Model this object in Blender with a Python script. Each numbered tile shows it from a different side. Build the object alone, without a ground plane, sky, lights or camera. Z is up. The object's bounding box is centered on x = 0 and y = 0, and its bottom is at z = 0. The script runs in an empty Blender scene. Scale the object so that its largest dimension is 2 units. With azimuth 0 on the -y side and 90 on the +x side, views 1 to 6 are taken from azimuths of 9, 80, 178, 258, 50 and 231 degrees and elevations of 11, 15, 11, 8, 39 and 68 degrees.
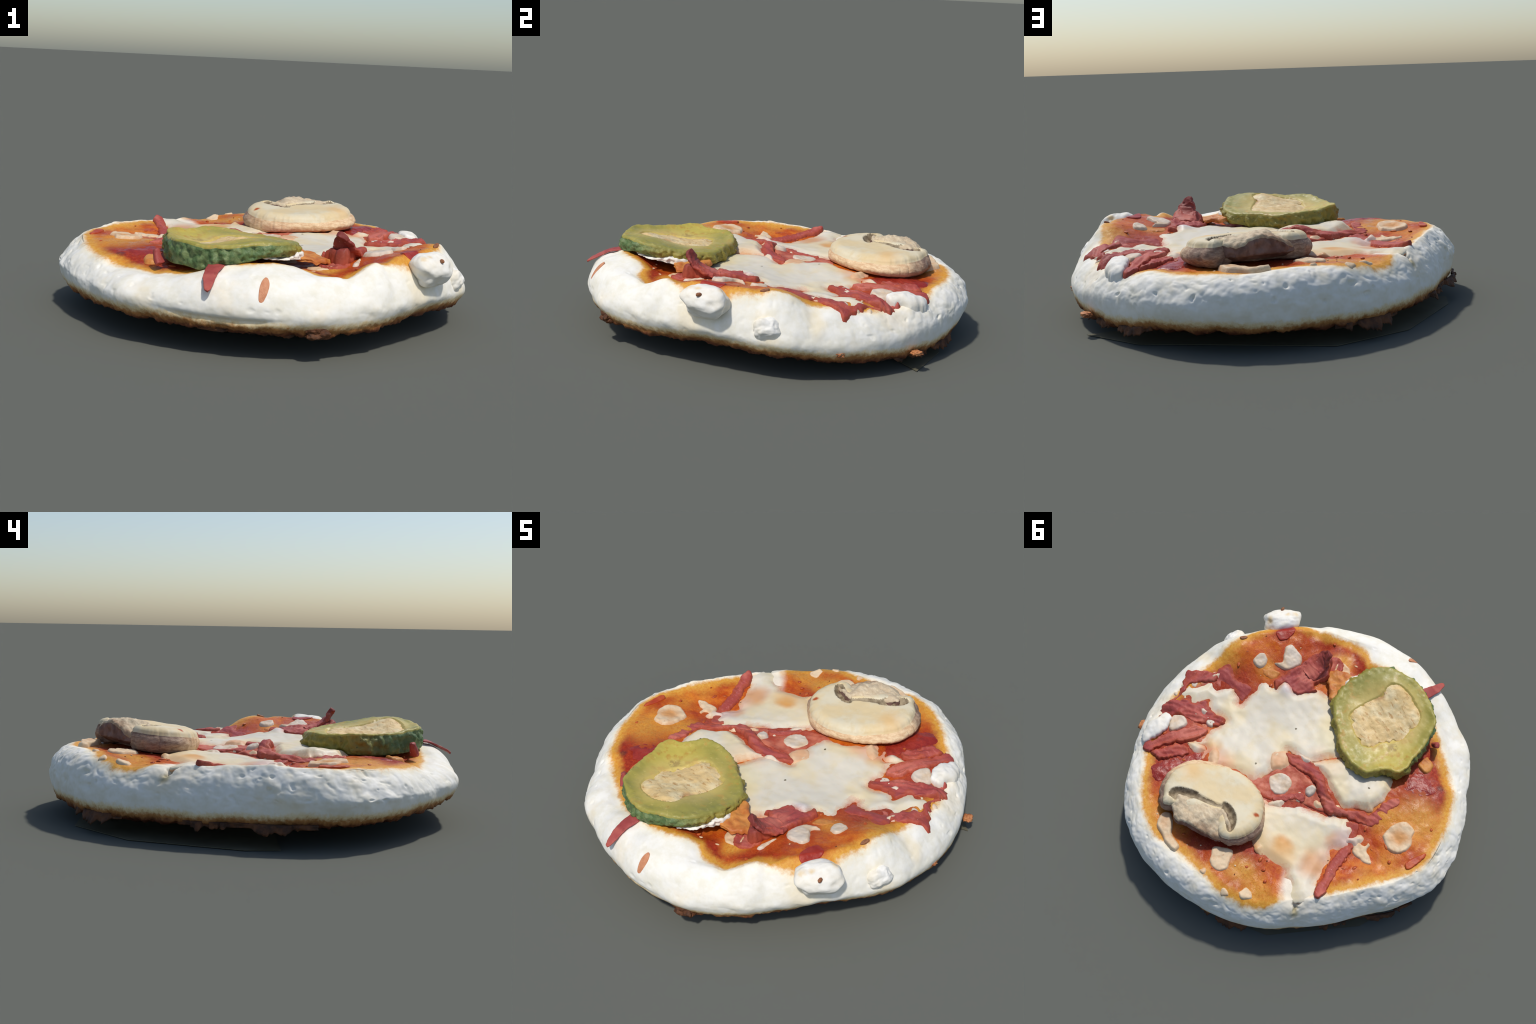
import bpy, bmesh, math, random
import numpy as np
from mathutils import Vector
from mathutils.geometry import delaunay_2d_cdt

random.seed(7)
RNG = np.random.default_rng(11)
TAU = 2 * math.pi


# ------------------------------------------------------------------ helpers
def rgb(r, g, b):
    f = lambda c: c / 12.92 if c <= 0.04045 else ((c + 0.055) / 1.055) ** 2.4
    return (f(r / 255), f(g / 255), f(b / 255), 1.0)


def smooth(x, a, b):
    t = np.clip((np.asarray(x, float) - a) / (b - a), 0, 1)
    return t * t * (3 - 2 * t)


_PERM = np.random.default_rng(3).permutation(4096)
_GRAD = np.random.default_rng(4).normal(size=(4096, 3))
_GRAD /= np.linalg.norm(_GRAD, axis=1)[:, None]


def noise3(p, freq=1.0, octaves=1, rough=0.5, seed=0):
    """gradient noise, roughly -0.6..0.6"""
    p = np.asarray(p, float)
    out = np.zeros(len(p))
    amp = 1.0
    for o in range(octaves):
        q = p * freq * 2 ** o + 17.3 * (seed + o) + 100.0
        i = np.floor(q).astype(int)
        f = q - i
        u = f * f * f * (f * (f * 6 - 15) + 10)
        acc = 0
        for dx in (0, 1):
            for dy in (0, 1):
                for dz in (0, 1):
                    h = _PERM[(i[:, 0] + dx) & 4095]
                    h = _PERM[(h + i[:, 1] + dy) & 4095]
                    h = _PERM[(h + i[:, 2] + dz) & 4095]
                    g = _GRAD[h]
                    dot = g[:, 0] * (f[:, 0] - dx) + g[:, 1] * (f[:, 1] - dy) + g[:, 2] * (f[:, 2] - dz)
                    w = (u[:, 0] if dx else 1 - u[:, 0]) * (u[:, 1] if dy else 1 - u[:, 1]) * (u[:, 2] if dz else 1 - u[:, 2])
                    acc = acc + w * dot
        out += amp * acc
        amp *= rough
    return out


def xyz(x, y, z=0.0):
    x = np.asarray(x, float)
    return np.stack([x, np.asarray(y, float), np.broadcast_to(z, x.shape)], 1)


def make_object(name, verts, faces, mats, parent=None, mat_idx=None, smooth_shade=True):
    me = bpy.data.meshes.new(name)
    me.from_pydata([tuple(v) for v in verts], [], faces)
    for m in mats:
        me.materials.append(m)
    if mat_idx is not None:
        me.polygons.foreach_set("material_index", np.asarray(mat_idx, dtype=np.int32))
    me.polygons.foreach_set("use_smooth", [smooth_shade] * len(me.polygons))
    me.update()
    ob = bpy.data.objects.new(name, me)
    bpy.context.scene.collection.objects.link(ob)
    if parent is not None:
        ob.parent = parent
    return ob


# ------------------------------------------------------------------ node material builder
class Mat:
    def __init__(self, name, rough=0.55, spec=0.35):
        self.m = bpy.data.materials.new(name)
        self.m.use_nodes = True
        self.t = self.m.node_tree
        self.b = self.t.nodes["Principled BSDF"]
        self.b.inputs["Roughness"].default_value = rough
        self.b.inputs["Specular IOR Level"].default_value = spec
        self.P = self.t.nodes.new("ShaderNodeTexCoord").outputs["Object"]

    def new(self, kind, **ins):
        n = self.t.nodes.new(kind)
        return n

    def put(self, sock, v):
        if isinstance(v, bpy.types.NodeSocket):
            self.t.links.new(v, sock)
        else:
            sock.default_value = v

    def math(self, op, a, b=0.0, c=0.0, clamp=False):
        n = self.new("ShaderNodeMath")
        n.operation = op
        n.use_clamp = clamp
        for s, v in zip(n.inputs, (a, b, c)):
            self.put(s, v)
        return n.outputs[0]

    def vmath(self, op, a, b):
        n = self.new("ShaderNodeVectorMath")
        n.operation = op
        self.put(n.inputs[0], a)
        self.put(n.inputs[1], b)
        return n.outputs["Value"] if op in ("DISTANCE", "LENGTH", "DOT_PRODUCT") else n.outputs[0]

    def mix(self, f, a, b):
        n = self.new("ShaderNodeMix")
        n.data_type = "RGBA"
        self.put(n.inputs[0], f)
        self.put(n.inputs[6], a)
        self.put(n.inputs[7], b)
        return n.outputs[2]

    def step(self, v, lo, hi, a=0.0, b=1.0):
        n = self.new("ShaderNodeMapRange")
        n.interpolation_type = "SMOOTHSTEP"
        self.put(n.inputs[0], v)
        for s, x in zip(list(n.inputs)[1:5], (lo, hi, a, b)):
            s.default_value = x
        return n.outputs[0]

    def noise(self, scale, detail=3.0, rough=0.55, vec=None, dist=0.0, offset=None, stretch=None):
        n = self.new("ShaderNodeTexNoise")
        n.inputs["Scale"].default_value = scale
        n.inputs["Detail"].default_value = detail
        n.inputs["Roughness"].default_value = rough
        n.inputs["Distortion"].default_value = dist
        v = vec if vec is not None else self.P
        if offset or stretch:
            mp = self.new("ShaderNodeMapping")
            self.t.links.new(v, mp.inputs[0])
            if offset:
                mp.inputs["Location"].default_value = (offset, offset * 1.7, offset * 0.6)
            if stretch:
                mp.inputs["Scale"].default_value = stretch[:3]
                if len(stretch) > 3:
                    mp.inputs["Rotation"].default_value = (0, 0, stretch[3])
            v = mp.outputs[0]
        self.t.links.new(v, n.inputs["Vector"])
        return n.outputs["Fac"]

    def voronoi(self, scale, feature="F1", vec=None, rand=1.0):
        n = self.new("ShaderNodeTexVoronoi")
        n.feature = feature
        n.inputs["Scale"].default_value = scale
        n.inputs["Randomness"].default_value = rand
        self.t.links.new(vec if vec is not None else self.P, n.inputs["Vector"])
        return n.outputs[0]

    def warped(self, amount, scale, flat=True):
        n = self.new("ShaderNodeTexNoise")
        n.inputs["Scale"].default_value = scale
        n.inputs["Detail"].default_value = 4
        self.t.links.new(self.P, n.inputs["Vector"])
        c = self.vmath("SUBTRACT", n.outputs["Color"], (0.5, 0.5, 0.5))
        c = self.vmath("MULTIPLY", c, (amount, amount, amount))
        v = self.vmath("ADD", self.P, c)
        if flat:
            v = self.vmath("MULTIPLY", v, (1, 1, 0))
        return v

    def spot(self, vec, x, y, r, soft, z=0.0):
        d = self.vmath("DISTANCE", vec, (x, y, z))
        return self.step(d, max(0.0, r - soft), r + soft, 1.0, 0.0)

    def ellipse(self, vec, x, y, rx, ry, ang, soft=0.4):
        v = self.vmath("SUBTRACT", vec, (x, y, 0))
        mp = self.new("ShaderNodeMapping")
        mp.vector_type = "TEXTURE"
        mp.inputs["Rotation"].default_value = (0, 0, ang)
        mp.inputs["Scale"].default_value = (rx, ry, 1)
        self.t.links.new(v, mp.inputs[0])
        d = self.vmath("LENGTH", mp.outputs[0], (0, 0, 0))
        return self.step(d, 1 - soft, 1 + soft, 1.0, 0.0)

    def polar(self):
        s = self.new("ShaderNodeSeparateXYZ")
        self.t.links.new(self.P, s.inputs[0])
        x, y, z = s.outputs
        r = self.math("SQRT", self.math("ADD", self.math("MULTIPLY", x, x), self.math("MULTIPLY", y, y)))
        a = self.math("ARCTAN2", y, x)
        a = self.math("ADD", self.math("DIVIDE", a, TAU), 0.5)
        return x, y, z, r, a

    def angle_curve(self, a, table):
        """value as a function of the angle round the pie (a in 0..1 from -180 to 180 degrees)"""
        n = self.new("ShaderNodeFloatCurve")
        cm = n.mapping
        cm.clip_min_y, cm.clip_max_y = 0.0, 1.0
        c = cm.curves[0]
        pts = sorted((((d + 180) % 360) / 360, v) for d, v in table)
        wrap = np.interp(0, [pts[-1][0] - 1, pts[0][0]], [pts[-1][1], pts[0][1]])
        pts = ([(0.0, wrap)] if pts[0][0] > 0.001 else []) + pts + [(1.0, pts[0][1] if pts[0][0] < 0.001 else wrap)]
        while len(c.points) < len(pts):
            c.points.new(0.5, 0.5)
        for p, (px, py) in zip(c.points, pts):
            p.location = (px, py)
            p.handle_type = "AUTO"
        cm.update()
        self.t.links.new(a, n.inputs["Value"])
        return n.outputs[0]

    def bump(self, h, strength=0.3, dist=0.01, prev=None):
        n = self.new("ShaderNodeBump")
        n.inputs["Strength"].default_value = strength
        n.inputs["Distance"].default_value = dist
        self.t.links.new(h, n.inputs["Height"])
        if prev is not None:
            self.t.links.new(prev, n.inputs["Normal"])
        return n.outputs[0]

    def done(self, col, normal=None, rough=None):
        self.put(self.b.inputs["Base Color"], col)
        if normal is not None:
            self.t.links.new(normal, self.b.inputs["Normal"])
        if rough is not None:
            self.put(self.b.inputs["Roughness"], rough)
        return self.m


# ------------------------------------------------------------------ the pie's measured profile
# outer radius, height at the rim shoulder (0.9 of the radius) and height of the bottom edge, by angle in degrees
RIM = [  # angle, Ro, Zk, Zb
    (0, .972, .322, .092), (15, .972, .290, .072), (30, .960, .284, .064), (45, .968, .294, .056), (60, .998, .316, .078),
    (75, 1.012, .326, .083), (90, .990, .328, .078), (105, .943, .328, .073), (120, .912, .318, .076), (135, .886, .318, .080),
    (150, .868, .326, .084), (165, .876, .336, .086), (180, .950, .338, .090), (195, 1.000, .330, .095), (210, .985, .318, .097),
    (225, .966, .302, .102), (240, .986, .288, .112), (255, .980, .302, .112), (270, .992, .340, .112), (285, 1.000, .342, .106),
    (300, .986, .334, .098), (315, .954, .366, .110), (330, .936, .394, .120), (345, .962, .388, .116)]
UNDERCUT = [(0, .0), (12, -.01), (25, -.028), (42, -.028), (60, -.012), (80, -.008), (95, -.015), (112, -.036), (132, -.040), (152, -.026), (172, -.006), (188, .008), (206, .010), (225, .0),
            (255, .0), (285, .0), (300, .0), (312, .014), (325, .036), (338, .032), (350, .010)]  # how far the wall draws in below
# where the sauce ends and the bare dough begins: angle, radius, height
SAUCE = [
    (-38, .875, .406), (-47, .838, .380), (-53, .842, .345), (-58, .848, .318), (-66, .817, .332), (-72, .767, .360), (-79, .800, .374),
    (-92, .808, .362), (-105, .823, .300), (-116, .812, .278), (-133, .848, .284), (-143, .874, .300), (-155, .871, .318),
    (-167, .876, .328), (-173, .849, .334), (174, .778, .338), (165, .760, .330), (156, .745, .326), (147, .735, .318), (138, .755, .308),
    (131, .814, .302), (127, .840, .298), (120, .850, .298), (110, .838, .324), (102, .816, .330), (92, .825, .326), (85, .858, .318),
    (76, .905, .310), (68, .905, .325), (55, .875, .318), (42, .872, .290), (29, .855, .286), (19, .845, .290), (8, .827, .318),
    (-5, .832, .376), (-13, .853, .400), (-22, .873, .410), (-30, .892, .412)]
INNER = [  # heights read off the toppings, less their thickness
    (.158, .197, .324), (.197, -.114, .322), (-.01, .157, .308), (.652, -.198, .362), (-.18, .67, .325), (-.68, -.166, .326), (-.49, .279, .286),
    (-.428, .105, .278), (-.305, .347, .301), (-.675, .02, .302), (-.40, .673, .302), (.63, .403, .314), (.70, .50, .306), (.76, -.21, .392), (.535, .248, .304), (.618, .283, .309),
    (.779, .27, .310), (.537, .024, .302), (.396, .326, .312), (.563, -.361, .368), (.63, -.44, .388), (.50, -.56, .346), (.28, .12, .309), (-.40, .55, .304), (.34, -.19, .338), (-.15, -.01, .336), (-.06, .08, .318), (.36, -.60, .326), (-.56, -.561, .312), (-.681, .203, .324),
    (-.62, .36, .310), (-.81, -.17, .330), (-.80, -.013, .330), (-.25, .47, .303), (.42, -.35, .338), (-.50, -.05, .302), (-.33, -.04, .316), (-.25, -.20, .322),
    (-.3, -.72, .298), (0, -.6, .318), (.2, -.65, .320), (.3, .6, .316), (0, -.25, .318), (.7, .15, .312), (.336, .764, .316), (-.336, .764, .318)]

RT = np.radians([a for a, *_ in RIM])


def periodic(t, tab_t, tab_v):
    """periodic Catmull-Rom through (angle, value)"""
    tt = np.mod(tab_t, TAU)
    o = np.argsort(tt)
    tt, v = tt[o], np.asarray(tab_v, float)[o]
    t = np.mod(t, TAU)
    n = len(tt)
    k = np.searchsorted(tt, t, side="right") - 1
    i1, i2, i0, i3 = k % n, (k + 1) % n, (k - 1) % n, (k + 2) % n
    t1 = np.where(k < 0, tt[-1] - TAU, tt[i1])
    span = np.mod(tt[i2] - tt[i1], TAU)
    u = np.mod(t - t1, TAU) / np.where(span == 0, 1, span)
    m1 = (v[i2] - v[i0]) / np.mod(tt[i2] - tt[i0], TAU) * span
    m2 = (v[i3] - v[i1]) / np.mod(tt[i3] - tt[i1], TAU) * span
    return (2 * u**3 - 3 * u**2 + 1) * v[i1] + (u**3 - 2 * u**2 + u) * m1 + (-2 * u**3 + 3 * u**2) * v[i2] + (u**3 - u**2) * m2


f_Ro = lambda t: periodic(t, RT, [r[1] for r in RIM]) - .012 * np.exp(-(np.angle(np.exp(1j * (t - math.radians(139.5)))) / .12) ** 2)
f_Zk = lambda t: periodic(t, RT, [r[2] for r in RIM])
f_Zb = lambda t: periodic(t, RT, [r[3] for r in RIM])
K = 0.88


class ThinPlate:
    def __init__(self, pts, lam=2e-4):
        p = np.asarray(pts, float)
        self.c = p[:, :2]
        n = len(p)
        A = np.zeros((n + 3, n + 3))
        A[:n, :n] = self.k(self.c, self.c) + lam * np.eye(n)
        A[:n, n] = 1
        A[:n, n + 1:] = self.c
        A[n, :n] = 1
        A[n + 1:, :n] = self.c.T
        self.w = np.linalg.solve(A, np.r_[p[:, 2], 0, 0, 0])

    @staticmethod
    def k(a, b):
        d2 = ((a[:, None] - b[None]) ** 2).sum(-1)
        return 0.5 * d2 * np.log(d2 + 1e-12)

    def __call__(self, x, y):
        q = np.stack([np.ravel(x), np.ravel(y)], 1).astype(float)
        out = np.empty(len(q))
        for s in range(0, len(q), 20000):
            b = q[s:s + 20000]
            out[s:s + 20000] = self.k(b, self.c) @ self.w[:-3] + self.w[-3] + b @ self.w[-2:]
        return out.reshape(np.shape(x))


_ctrl = [(r * math.cos(math.radians(a)), r * math.sin(math.radians(a)), z) for a, r, z in SAUCE if r < 0.885]
for t in np.radians(np.arange(0, 360, 15)):
    r = K * f_Ro(np.array([t]))[0]
    _ctrl.append((r * math.cos(t), r * math.sin(t), f_Zk(np.array([t]))[0]))
plate = ThinPlate(_ctrl + INNER)
ZM = 0.205


def arc_z(s, zk, t):
    """height of the shoulder from r = K*Ro (s=0) to r = Ro (s=1); fuller to the north and south"""
    n = np.sin(t) ** 2
    zm = f_Zm(t)
    return zm + (zk - zm) * np.clip(1 - s ** (1.35 + .65 * n), 0, 1) ** (.80 - .12 * n)


def f_Zm(t):
    return ZM - .035 * np.exp(-(np.angle(np.exp(1j * (t - .2))) / .5) ** 2)


def surf(x, y):
    """height of the pie's upper surface"""
    x, y = np.asarray(x, float), np.asarray(y, float)
    t, r = np.arctan2(y, x), np.hypot(x, y)
    R = f_Ro(t)
    k = np.minimum(1, K * R / np.maximum(r, 1e-6))
    z = plate(x * k, y * k)
    s = np.clip((r - K * R) / ((1 - K) * R), 0, 1)
    return np.where(s > 0, arc_z(s, z, t), z)


# ------------------------------------------------------------------ materials
def dough_material():
    M = Mat("dough_and_sauce", 0.6, 0.24)
    x, y, z, r, a = M.polar()
    Rs = M.angle_curve(a, [(d, v) for d, v, _ in SAUCE])
    n1 = M.math("MULTIPLY", M.math("SUBTRACT", M.noise(7, 4), 0.5), 0.05)
    n2 = M.math("MULTIPLY", M.math("SUBTRACT", M.noise(34, 5, 0.7), 0.5), 0.055)
    d = M.math("ADD", M.math("SUBTRACT", Rs, r), M.math("ADD", n1, n2))
    W = M.warped(0.10, 7)
    fine = M.noise(70, 4, 0.7)
    mid = M.noise(16, 4, 0.65)
    white = M.mix(M.step(mid, 0.35, 0.7), rgb(240, 236, 225), rgb(231, 225, 207))
    white = M.mix(M.math("MULTIPLY", M.step(M.noise(4.2, 4, .6, offset=31), .54, .72), .35), white, rgb(236, 214, 170))
    # faint buttery stains on the bare dough
    for sx, sy, rr in ((.93, -.19, .035), (.90, .02, .05), (.78, -.56, .06)):
        white = M.mix(M.math("MULTIPLY", M.spot(W, sx, sy, rr, .03), 0.35), white, rgb(240, 215, 160))
    orange = M.mix(M.step(mid, 0.32, 0.68), rgb(206, 110, 30), rgb(178, 68, 20))
    yellow = M.mix(M.step(fine, 0.35, 0.7), rgb(216, 160, 66), rgb(206, 136, 44))
    red = M.mix(M.step(fine, 0.3, 0.7), rgb(136, 32, 18), rgb(166, 52, 26))
    dark = rgb(140, 38, 28)
    body = orange
    # the sauce lies thick and red in some places, thin and yellow in others
    for sx, sy, rr, so, k in ((-.42, -.60, .17, .14, .95), (-.55, -.45, .16, .12, .95), (-.62, -.58, .08, .07, .8), (-.30, -.76, .10, .08, .9),
                              (-.15, -.77, .08, .06, .9), (.30, -.72, .10, .06, .95), (.38, -.72, .07, .05, .9), (.47, -.60, .08, .07, .8), (.56, -.50, .09, .08, .6),
                              (.15, -.74, .09, .06, .8), (.71, -.39, .05, .03, .9), (.62, -.05, .12, .08, .75), (.72, .07, .12, .08, .9), (.50, -.33, .12, .08, .6),
                              (.42, .55, .16, .10, .95), (.60, .55, .2, .12, .9), (.75, .40, .14, .08, .9), (.55, .70, .10, .07, .7),
                              (-.23, .55, .11, .07, .9), (-.12, .58, .12, .07, .8), (-.02, .66, .12, .07, .85), (-.36, .72, .08, .06, .5), (-.30, .66, .06, .05, .5),
                              (-.45, -.07, .10, .07, .7), (-.15, .12, .2, .1, .7), (-.53, .05, .06, .05, .5), (-.68, .20, .03, .03, .7), (-.81, -.17, .05, .04, .5)):
        body = M.mix(M.math("MULTIPLY", M.spot(W, sx, sy, rr, so), k), body, red)
    for sx, sy, rr, so, k in ((-.28, .62, .07, .05, .8), (-.65, -.33, .12, .09, .75), (-.52, -.2, .08, .06, .7), (-.72, -.05, .06, .05, .4), (.38, -.59, .06, .04, .8),
                              (.78, -.06, .08, .06, .6), (-.40, .62, .08, .06, .5), (-.48, .62, .07, .05, .6), (.60, -.21, .05, .04, .6), (-.70, .10, .05, .05, .5),
                              (.26, .78, .06, .04, .6), (.12, .78, .06, .05, .4)):
        body = M.mix(M.math("MULTIPLY", M.spot(W, sx, sy, rr, so), k), body, yellow)
    body = M.mix(M.math("MULTIPLY", M.spot(M.warped(.03, 20), -.56, -.555, .02, .012), .8), body, rgb(95, 40, 38))
    # grain in the sauce: paler fibres and darker specks
    fib = M.noise(38, 5, 0.7, stretch=(1.0, 3.2, 1, 0.5))
    body = M.mix(M.math("MULTIPLY", M.step(fib, 0.55, 0.75), 0.22), body, rgb(232, 150, 66))
    body = M.mix(M.math("MULTIPLY", M.step(M.noise(85, 3, .6, offset=4), 0.62, 0.75), 0.45), body, rgb(150, 50, 24))
    for sx, sy, rr, so, k in ((.70, .34, .13, .07, .9), (.76, .14, .08, .05, .8), (.58, .50, .15, .09, .9), (.60, .0, .08, .05, .8), (.66, .58, .07, .05, .8), (.45, -.28, .09, .06, .7),
                              (-.12, .12, .17, .06, .9), (-.02, .22, .10, .06, .8), (-.25, .0, .10, .06, .7), (-.47, -.03, .05, .04, .7)):
        body = M.mix(M.math("MULTIPLY", M.spot(W, sx, sy, rr, so), k), body, M.mix(M.step(fine, .35, .65), rgb(150, 52, 40), rgb(178, 78, 54)))
    grit = M.noise(110, 5, .75, offset=11)
    body = M.mix(M.math("MULTIPLY", M.step(grit, .48, .30), .45), body, rgb(120, 44, 18))
    body = M.mix(M.math("MULTIPLY", M.step(grit, .56, .74), .35), body, rgb(238, 168, 84))
    c = M.mix(M.math("MULTIPLY", M.step(d, -0.045, 0.0), 0.45), white, rgb(246, 226, 180))
    c = M.mix(M.step(d, -0.020, 0.014), c, yellow)
    c = M.mix(M.step(d, 0.014, 0.075), c, body)
    # cheese run out to the rim at the north-west
    gap = M.ellipse(W, -.57, .47, .17, .075, math.radians(140), .35)
    c = M.mix(M.math("MULTIPLY", gap, .92), c, rgb(238, 228, 206))
    top = M.step(z, 0.19, 0.23)
    c = M.mix(top, white, c)
    # toasted lower edge and scorched underside
    Zb = M.angle_curve(a, [(t, v * 4) for t, _, _, v in RIM])
    h = M.math("SUBTRACT", z, M.math("MULTIPLY", Zb, 0.25))
    h = M.math("ADD", h, M.math("ADD", M.math("MULTIPLY", M.math("SUBTRACT", M.noise(5, 3), 0.5), 0.045),
                                M.math("MULTIPLY", M.math("SUBTRACT", M.noise(45, 5, .7), 0.5), 0.05)))
    c = M.mix(M.step(h, 0.075, 0.048), c, rgb(228, 206, 160))
    c = M.mix(M.step(h, 0.055, 0.030), c, rgb(170, 118, 66))
    c = M.mix(M.step(h, 0.036, 0.006), c, rgb(104, 58, 36))
    c = M.mix(M.math("MULTIPLY", M.step(h, 0.012, -0.02), M.step(M.noise(30, 4, .6, offset=9), .35, .6)), c, rgb(62, 40, 32))
    # a crease in the north-west rim that shows the crumb
    cr = M.spot(M.warped(.03, 25, False), -.628, .515, .03, .012, .255)
    c = M.mix(M.math("MULTIPLY", cr, .8), c, rgb(150, 140, 100))
    insauce = M.math("MULTIPLY", M.step(d, 0.0, 0.05), top)
    hgt = M.math("ADD", M.math("MULTIPLY", fine, 0.5), M.math("MULTIPLY", M.noise(140, 3, .6), 0.5))
    nb = M.bump(M.math("MULTIPLY", hgt, M.math("ADD", 0.12, M.math("MULTIPLY", insauce, 0.88))), 0.3, 0.006)
    rough = M.math("SUBTRACT", 0.62, M.math("MULTIPLY", insauce, M.step(M.noise(20, 3), .4, .68, .06, .40)))
    return M.done(c, nb, rough)


def cheese_material(name="melted_cheese", stain=0.0):
    M = Mat(name, 0.46, 0.3)
    W = M.warped(0.07, 9)
    c = M.mix(M.step(M.noise(4, 4), 0.38, 0.62), rgb(219, 210, 190), rgb(223, 206, 168))
    c = M.mix(M.math("MULTIPLY", M.step(M.noise(13, 4, .6), 0.5, 0.72), .5), c, rgb(212, 196, 160))
    for sx, sy, rr, so, col, k in (
            (.09, .08, .05, .03, (222, 178, 136), .8), (.395, .333, .05, .035, (218, 172, 104), .8), (.27, .33, .05, .05, (222, 180, 120), .7),
            (-.306, .353, .045, .03, (206, 128, 44), .95), (-.33, .38, .07, .05, (222, 178, 110), .6), (-.492, .285, .075, .05, (204, 140, 84), .8), (-.445, .107, .045, .03, (206, 150, 96), .8),
            (-.50, .17, .07, .05, (216, 178, 160), .6), (-.47, .06, .06, .04, (216, 190, 182), .7), (-.22, .46, .08, .06, (226, 186, 120), .6), (-.36, .45, .09, .05, (220, 180, 130), .6),
            (.30, .38, .09, .06, (216, 160, 138), .65), (.37, .38, .05, .04, (206, 120, 96), .6), (.10, .27, .05, .04, (216, 168, 148), .5),
            (.50, .22, .04, .03, (206, 130, 118), .7), (.23, -.43, .04, .03, (226, 190, 150), .6), (-.10, -.15, .06, .05, (224, 194, 150), .6), (-.02, -.12, .05, .05, (224, 180, 140), .5),
            (.02, -.28, .10, .08, (222, 208, 158), .6), (.42, -.22, .05, .04, (220, 212, 214), .7)):
        c = M.mix(M.math("MULTIPLY", M.spot(W, sx, sy, rr, so), k), c, rgb(*col))
    for sx, sy in ((.158, .197), (-.336, -.219), (.197, -.114)):
        c = M.mix(M.spot(M.warped(.012, 60), sx, sy, .006, .002), c, rgb(104, 92, 64))
    if stain:
        t = M.mix(M.step(M.noise(9, 3), .4, .62), rgb(208, 148, 96), rgb(198, 118, 92))
        c = M.mix(M.math("MULTIPLY", M.math("ADD", stain, M.math("MULTIPLY", M.math("SUBTRACT", M.noise(20, 4, .65, offset=6), .5), .9), clamp=True), 1.0), c, t)
    nb = M.bump(M.noise(22, 3, .5), 0.15, 0.008)
    M.b.inputs["Subsurface Weight"].default_value = 0.08
    M.b.inputs["Subsurface Radius"].default_value = (0.02, 0.012, 0.006)
    return M.done(c, nb)


def crumb_material():
    M = Mat("baked_cheese_crumb", 0.55, 0.3)
    c = M.mix(M.step(M.noise(14, 4, .6), 0.4, 0.65), rgb(222, 196, 160), rgb(214, 174, 132))
    c = M.mix(M.math("MULTIPLY", M.spot(M.warped(.06, 14), -.655, -.178, .045, .03), .85), c, rgb(206, 142, 76))
    c = M.mix(M.math("MULTIPLY", M.step(M.noise(50, 3, .6, offset=5), .66, .74), .6), c, rgb(186, 120, 70))
    return M.done(c, M.bump(M.noise(40, 4, .6), .3, .006))


def pale_crumb_material():
    M = Mat("soft_cheese_crumb", 0.5, 0.35)
    c = M.mix(M.step(M.noise(12, 4, .6), 0.4, 0.65), rgb(214, 198, 178), rgb(208, 182, 150))
    return M.done(c, M.bump(M.noise(40, 4, .6), .25, .006))


def feta_material():
    M = Mat("crumbly_white_cheese", 0.6, 0.3)
    c = M.mix(M.step(M.noise(9, 4, .6), 0.4, 0.7), rgb(240, 236, 226), rgb(230, 222, 204))
    W = M.warped(.03, 20, False)
    for sx, sy, sz, rr in ((.77, -.53, .385, .018), (.79, -.50, .39, .012), (.83, -.40, .385, .02)):
        c = M.mix(M.math("MULTIPLY", M.spot(W, sx, sy, rr, .012, sz), .7), c, rgb(226, 188, 110))
    return M.done(c, M.bump(M.noise(30, 5, .65), .25, .008))


def ham_material(name="ham", shift=0.0):
    M = Mat(name, 0.55, 0.25)
    f = M.noise(30, 5, .7, stretch=(1, 2.6, 1, 0.9))
    c = M.mix(M.step(M.noise(9, 4, .6), .35, .68), rgb(160, 68, 58), rgb(182, 90, 78))
    c = M.mix(M.math("MULTIPLY", M.step(f, .5, .75), .55), c, rgb(208, 122, 112))
    c = M.mix(M.math("MULTIPLY", M.step(f, .42, .22), .5), c, rgb(146, 50, 42))
    c = M.mix(M.math("MULTIPLY", M.step(M.noise(6, 3, .5, offset=7), .55, .7), .55), c, rgb(196, 96, 62))
    c = M.mix(M.math("MULTIPLY", M.step(M.voronoi(48), .14, .06), M.step(M.noise(12, 2, .5, offset=2), .5, .6)), c, rgb(226, 170, 160))
    c = M.mix(M.math("MULTIPLY", M.step(M.noise(4.5, 3, .5, offset=13), .46, .60), .6), c, rgb(150, 66, 66))
    c = M.mix(M.math("MULTIPLY", M.step(M.noise(5.5, 3, .5, offset=15), .52, .66), .6), c, rgb(206, 120, 100))
    c = M.mix(M.math("MULTIPLY", M.step(M.noise(19, 4, .65, offset=17), .58, .70), .5), c, rgb(118, 44, 34))
    c = M.mix(shift * .5, c, rgb(168, 74, 42))
    # the curled-up edge near the pickle is charred
    c = M.mix(M.math("MULTIPLY", M.spot(M.warped(.06, 16, False), .41, -.53, .075, .05, .455), .7), c, rgb(94, 36, 34))
    return M.done(c, M.bump(M.math("ADD", f, M.noise(75, 3, .6)), .25, .006))


def gel_material():
    M = Mat("thick_tomato_sauce", 0.3, 0.5)
    c = M.mix(M.step(M.noise(18, 4, .65), .35, .7), rgb(134, 34, 24), rgb(164, 54, 36))
    return M.done(c, M.bump(M.noise(55, 4, .65), .5, .008))


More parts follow.
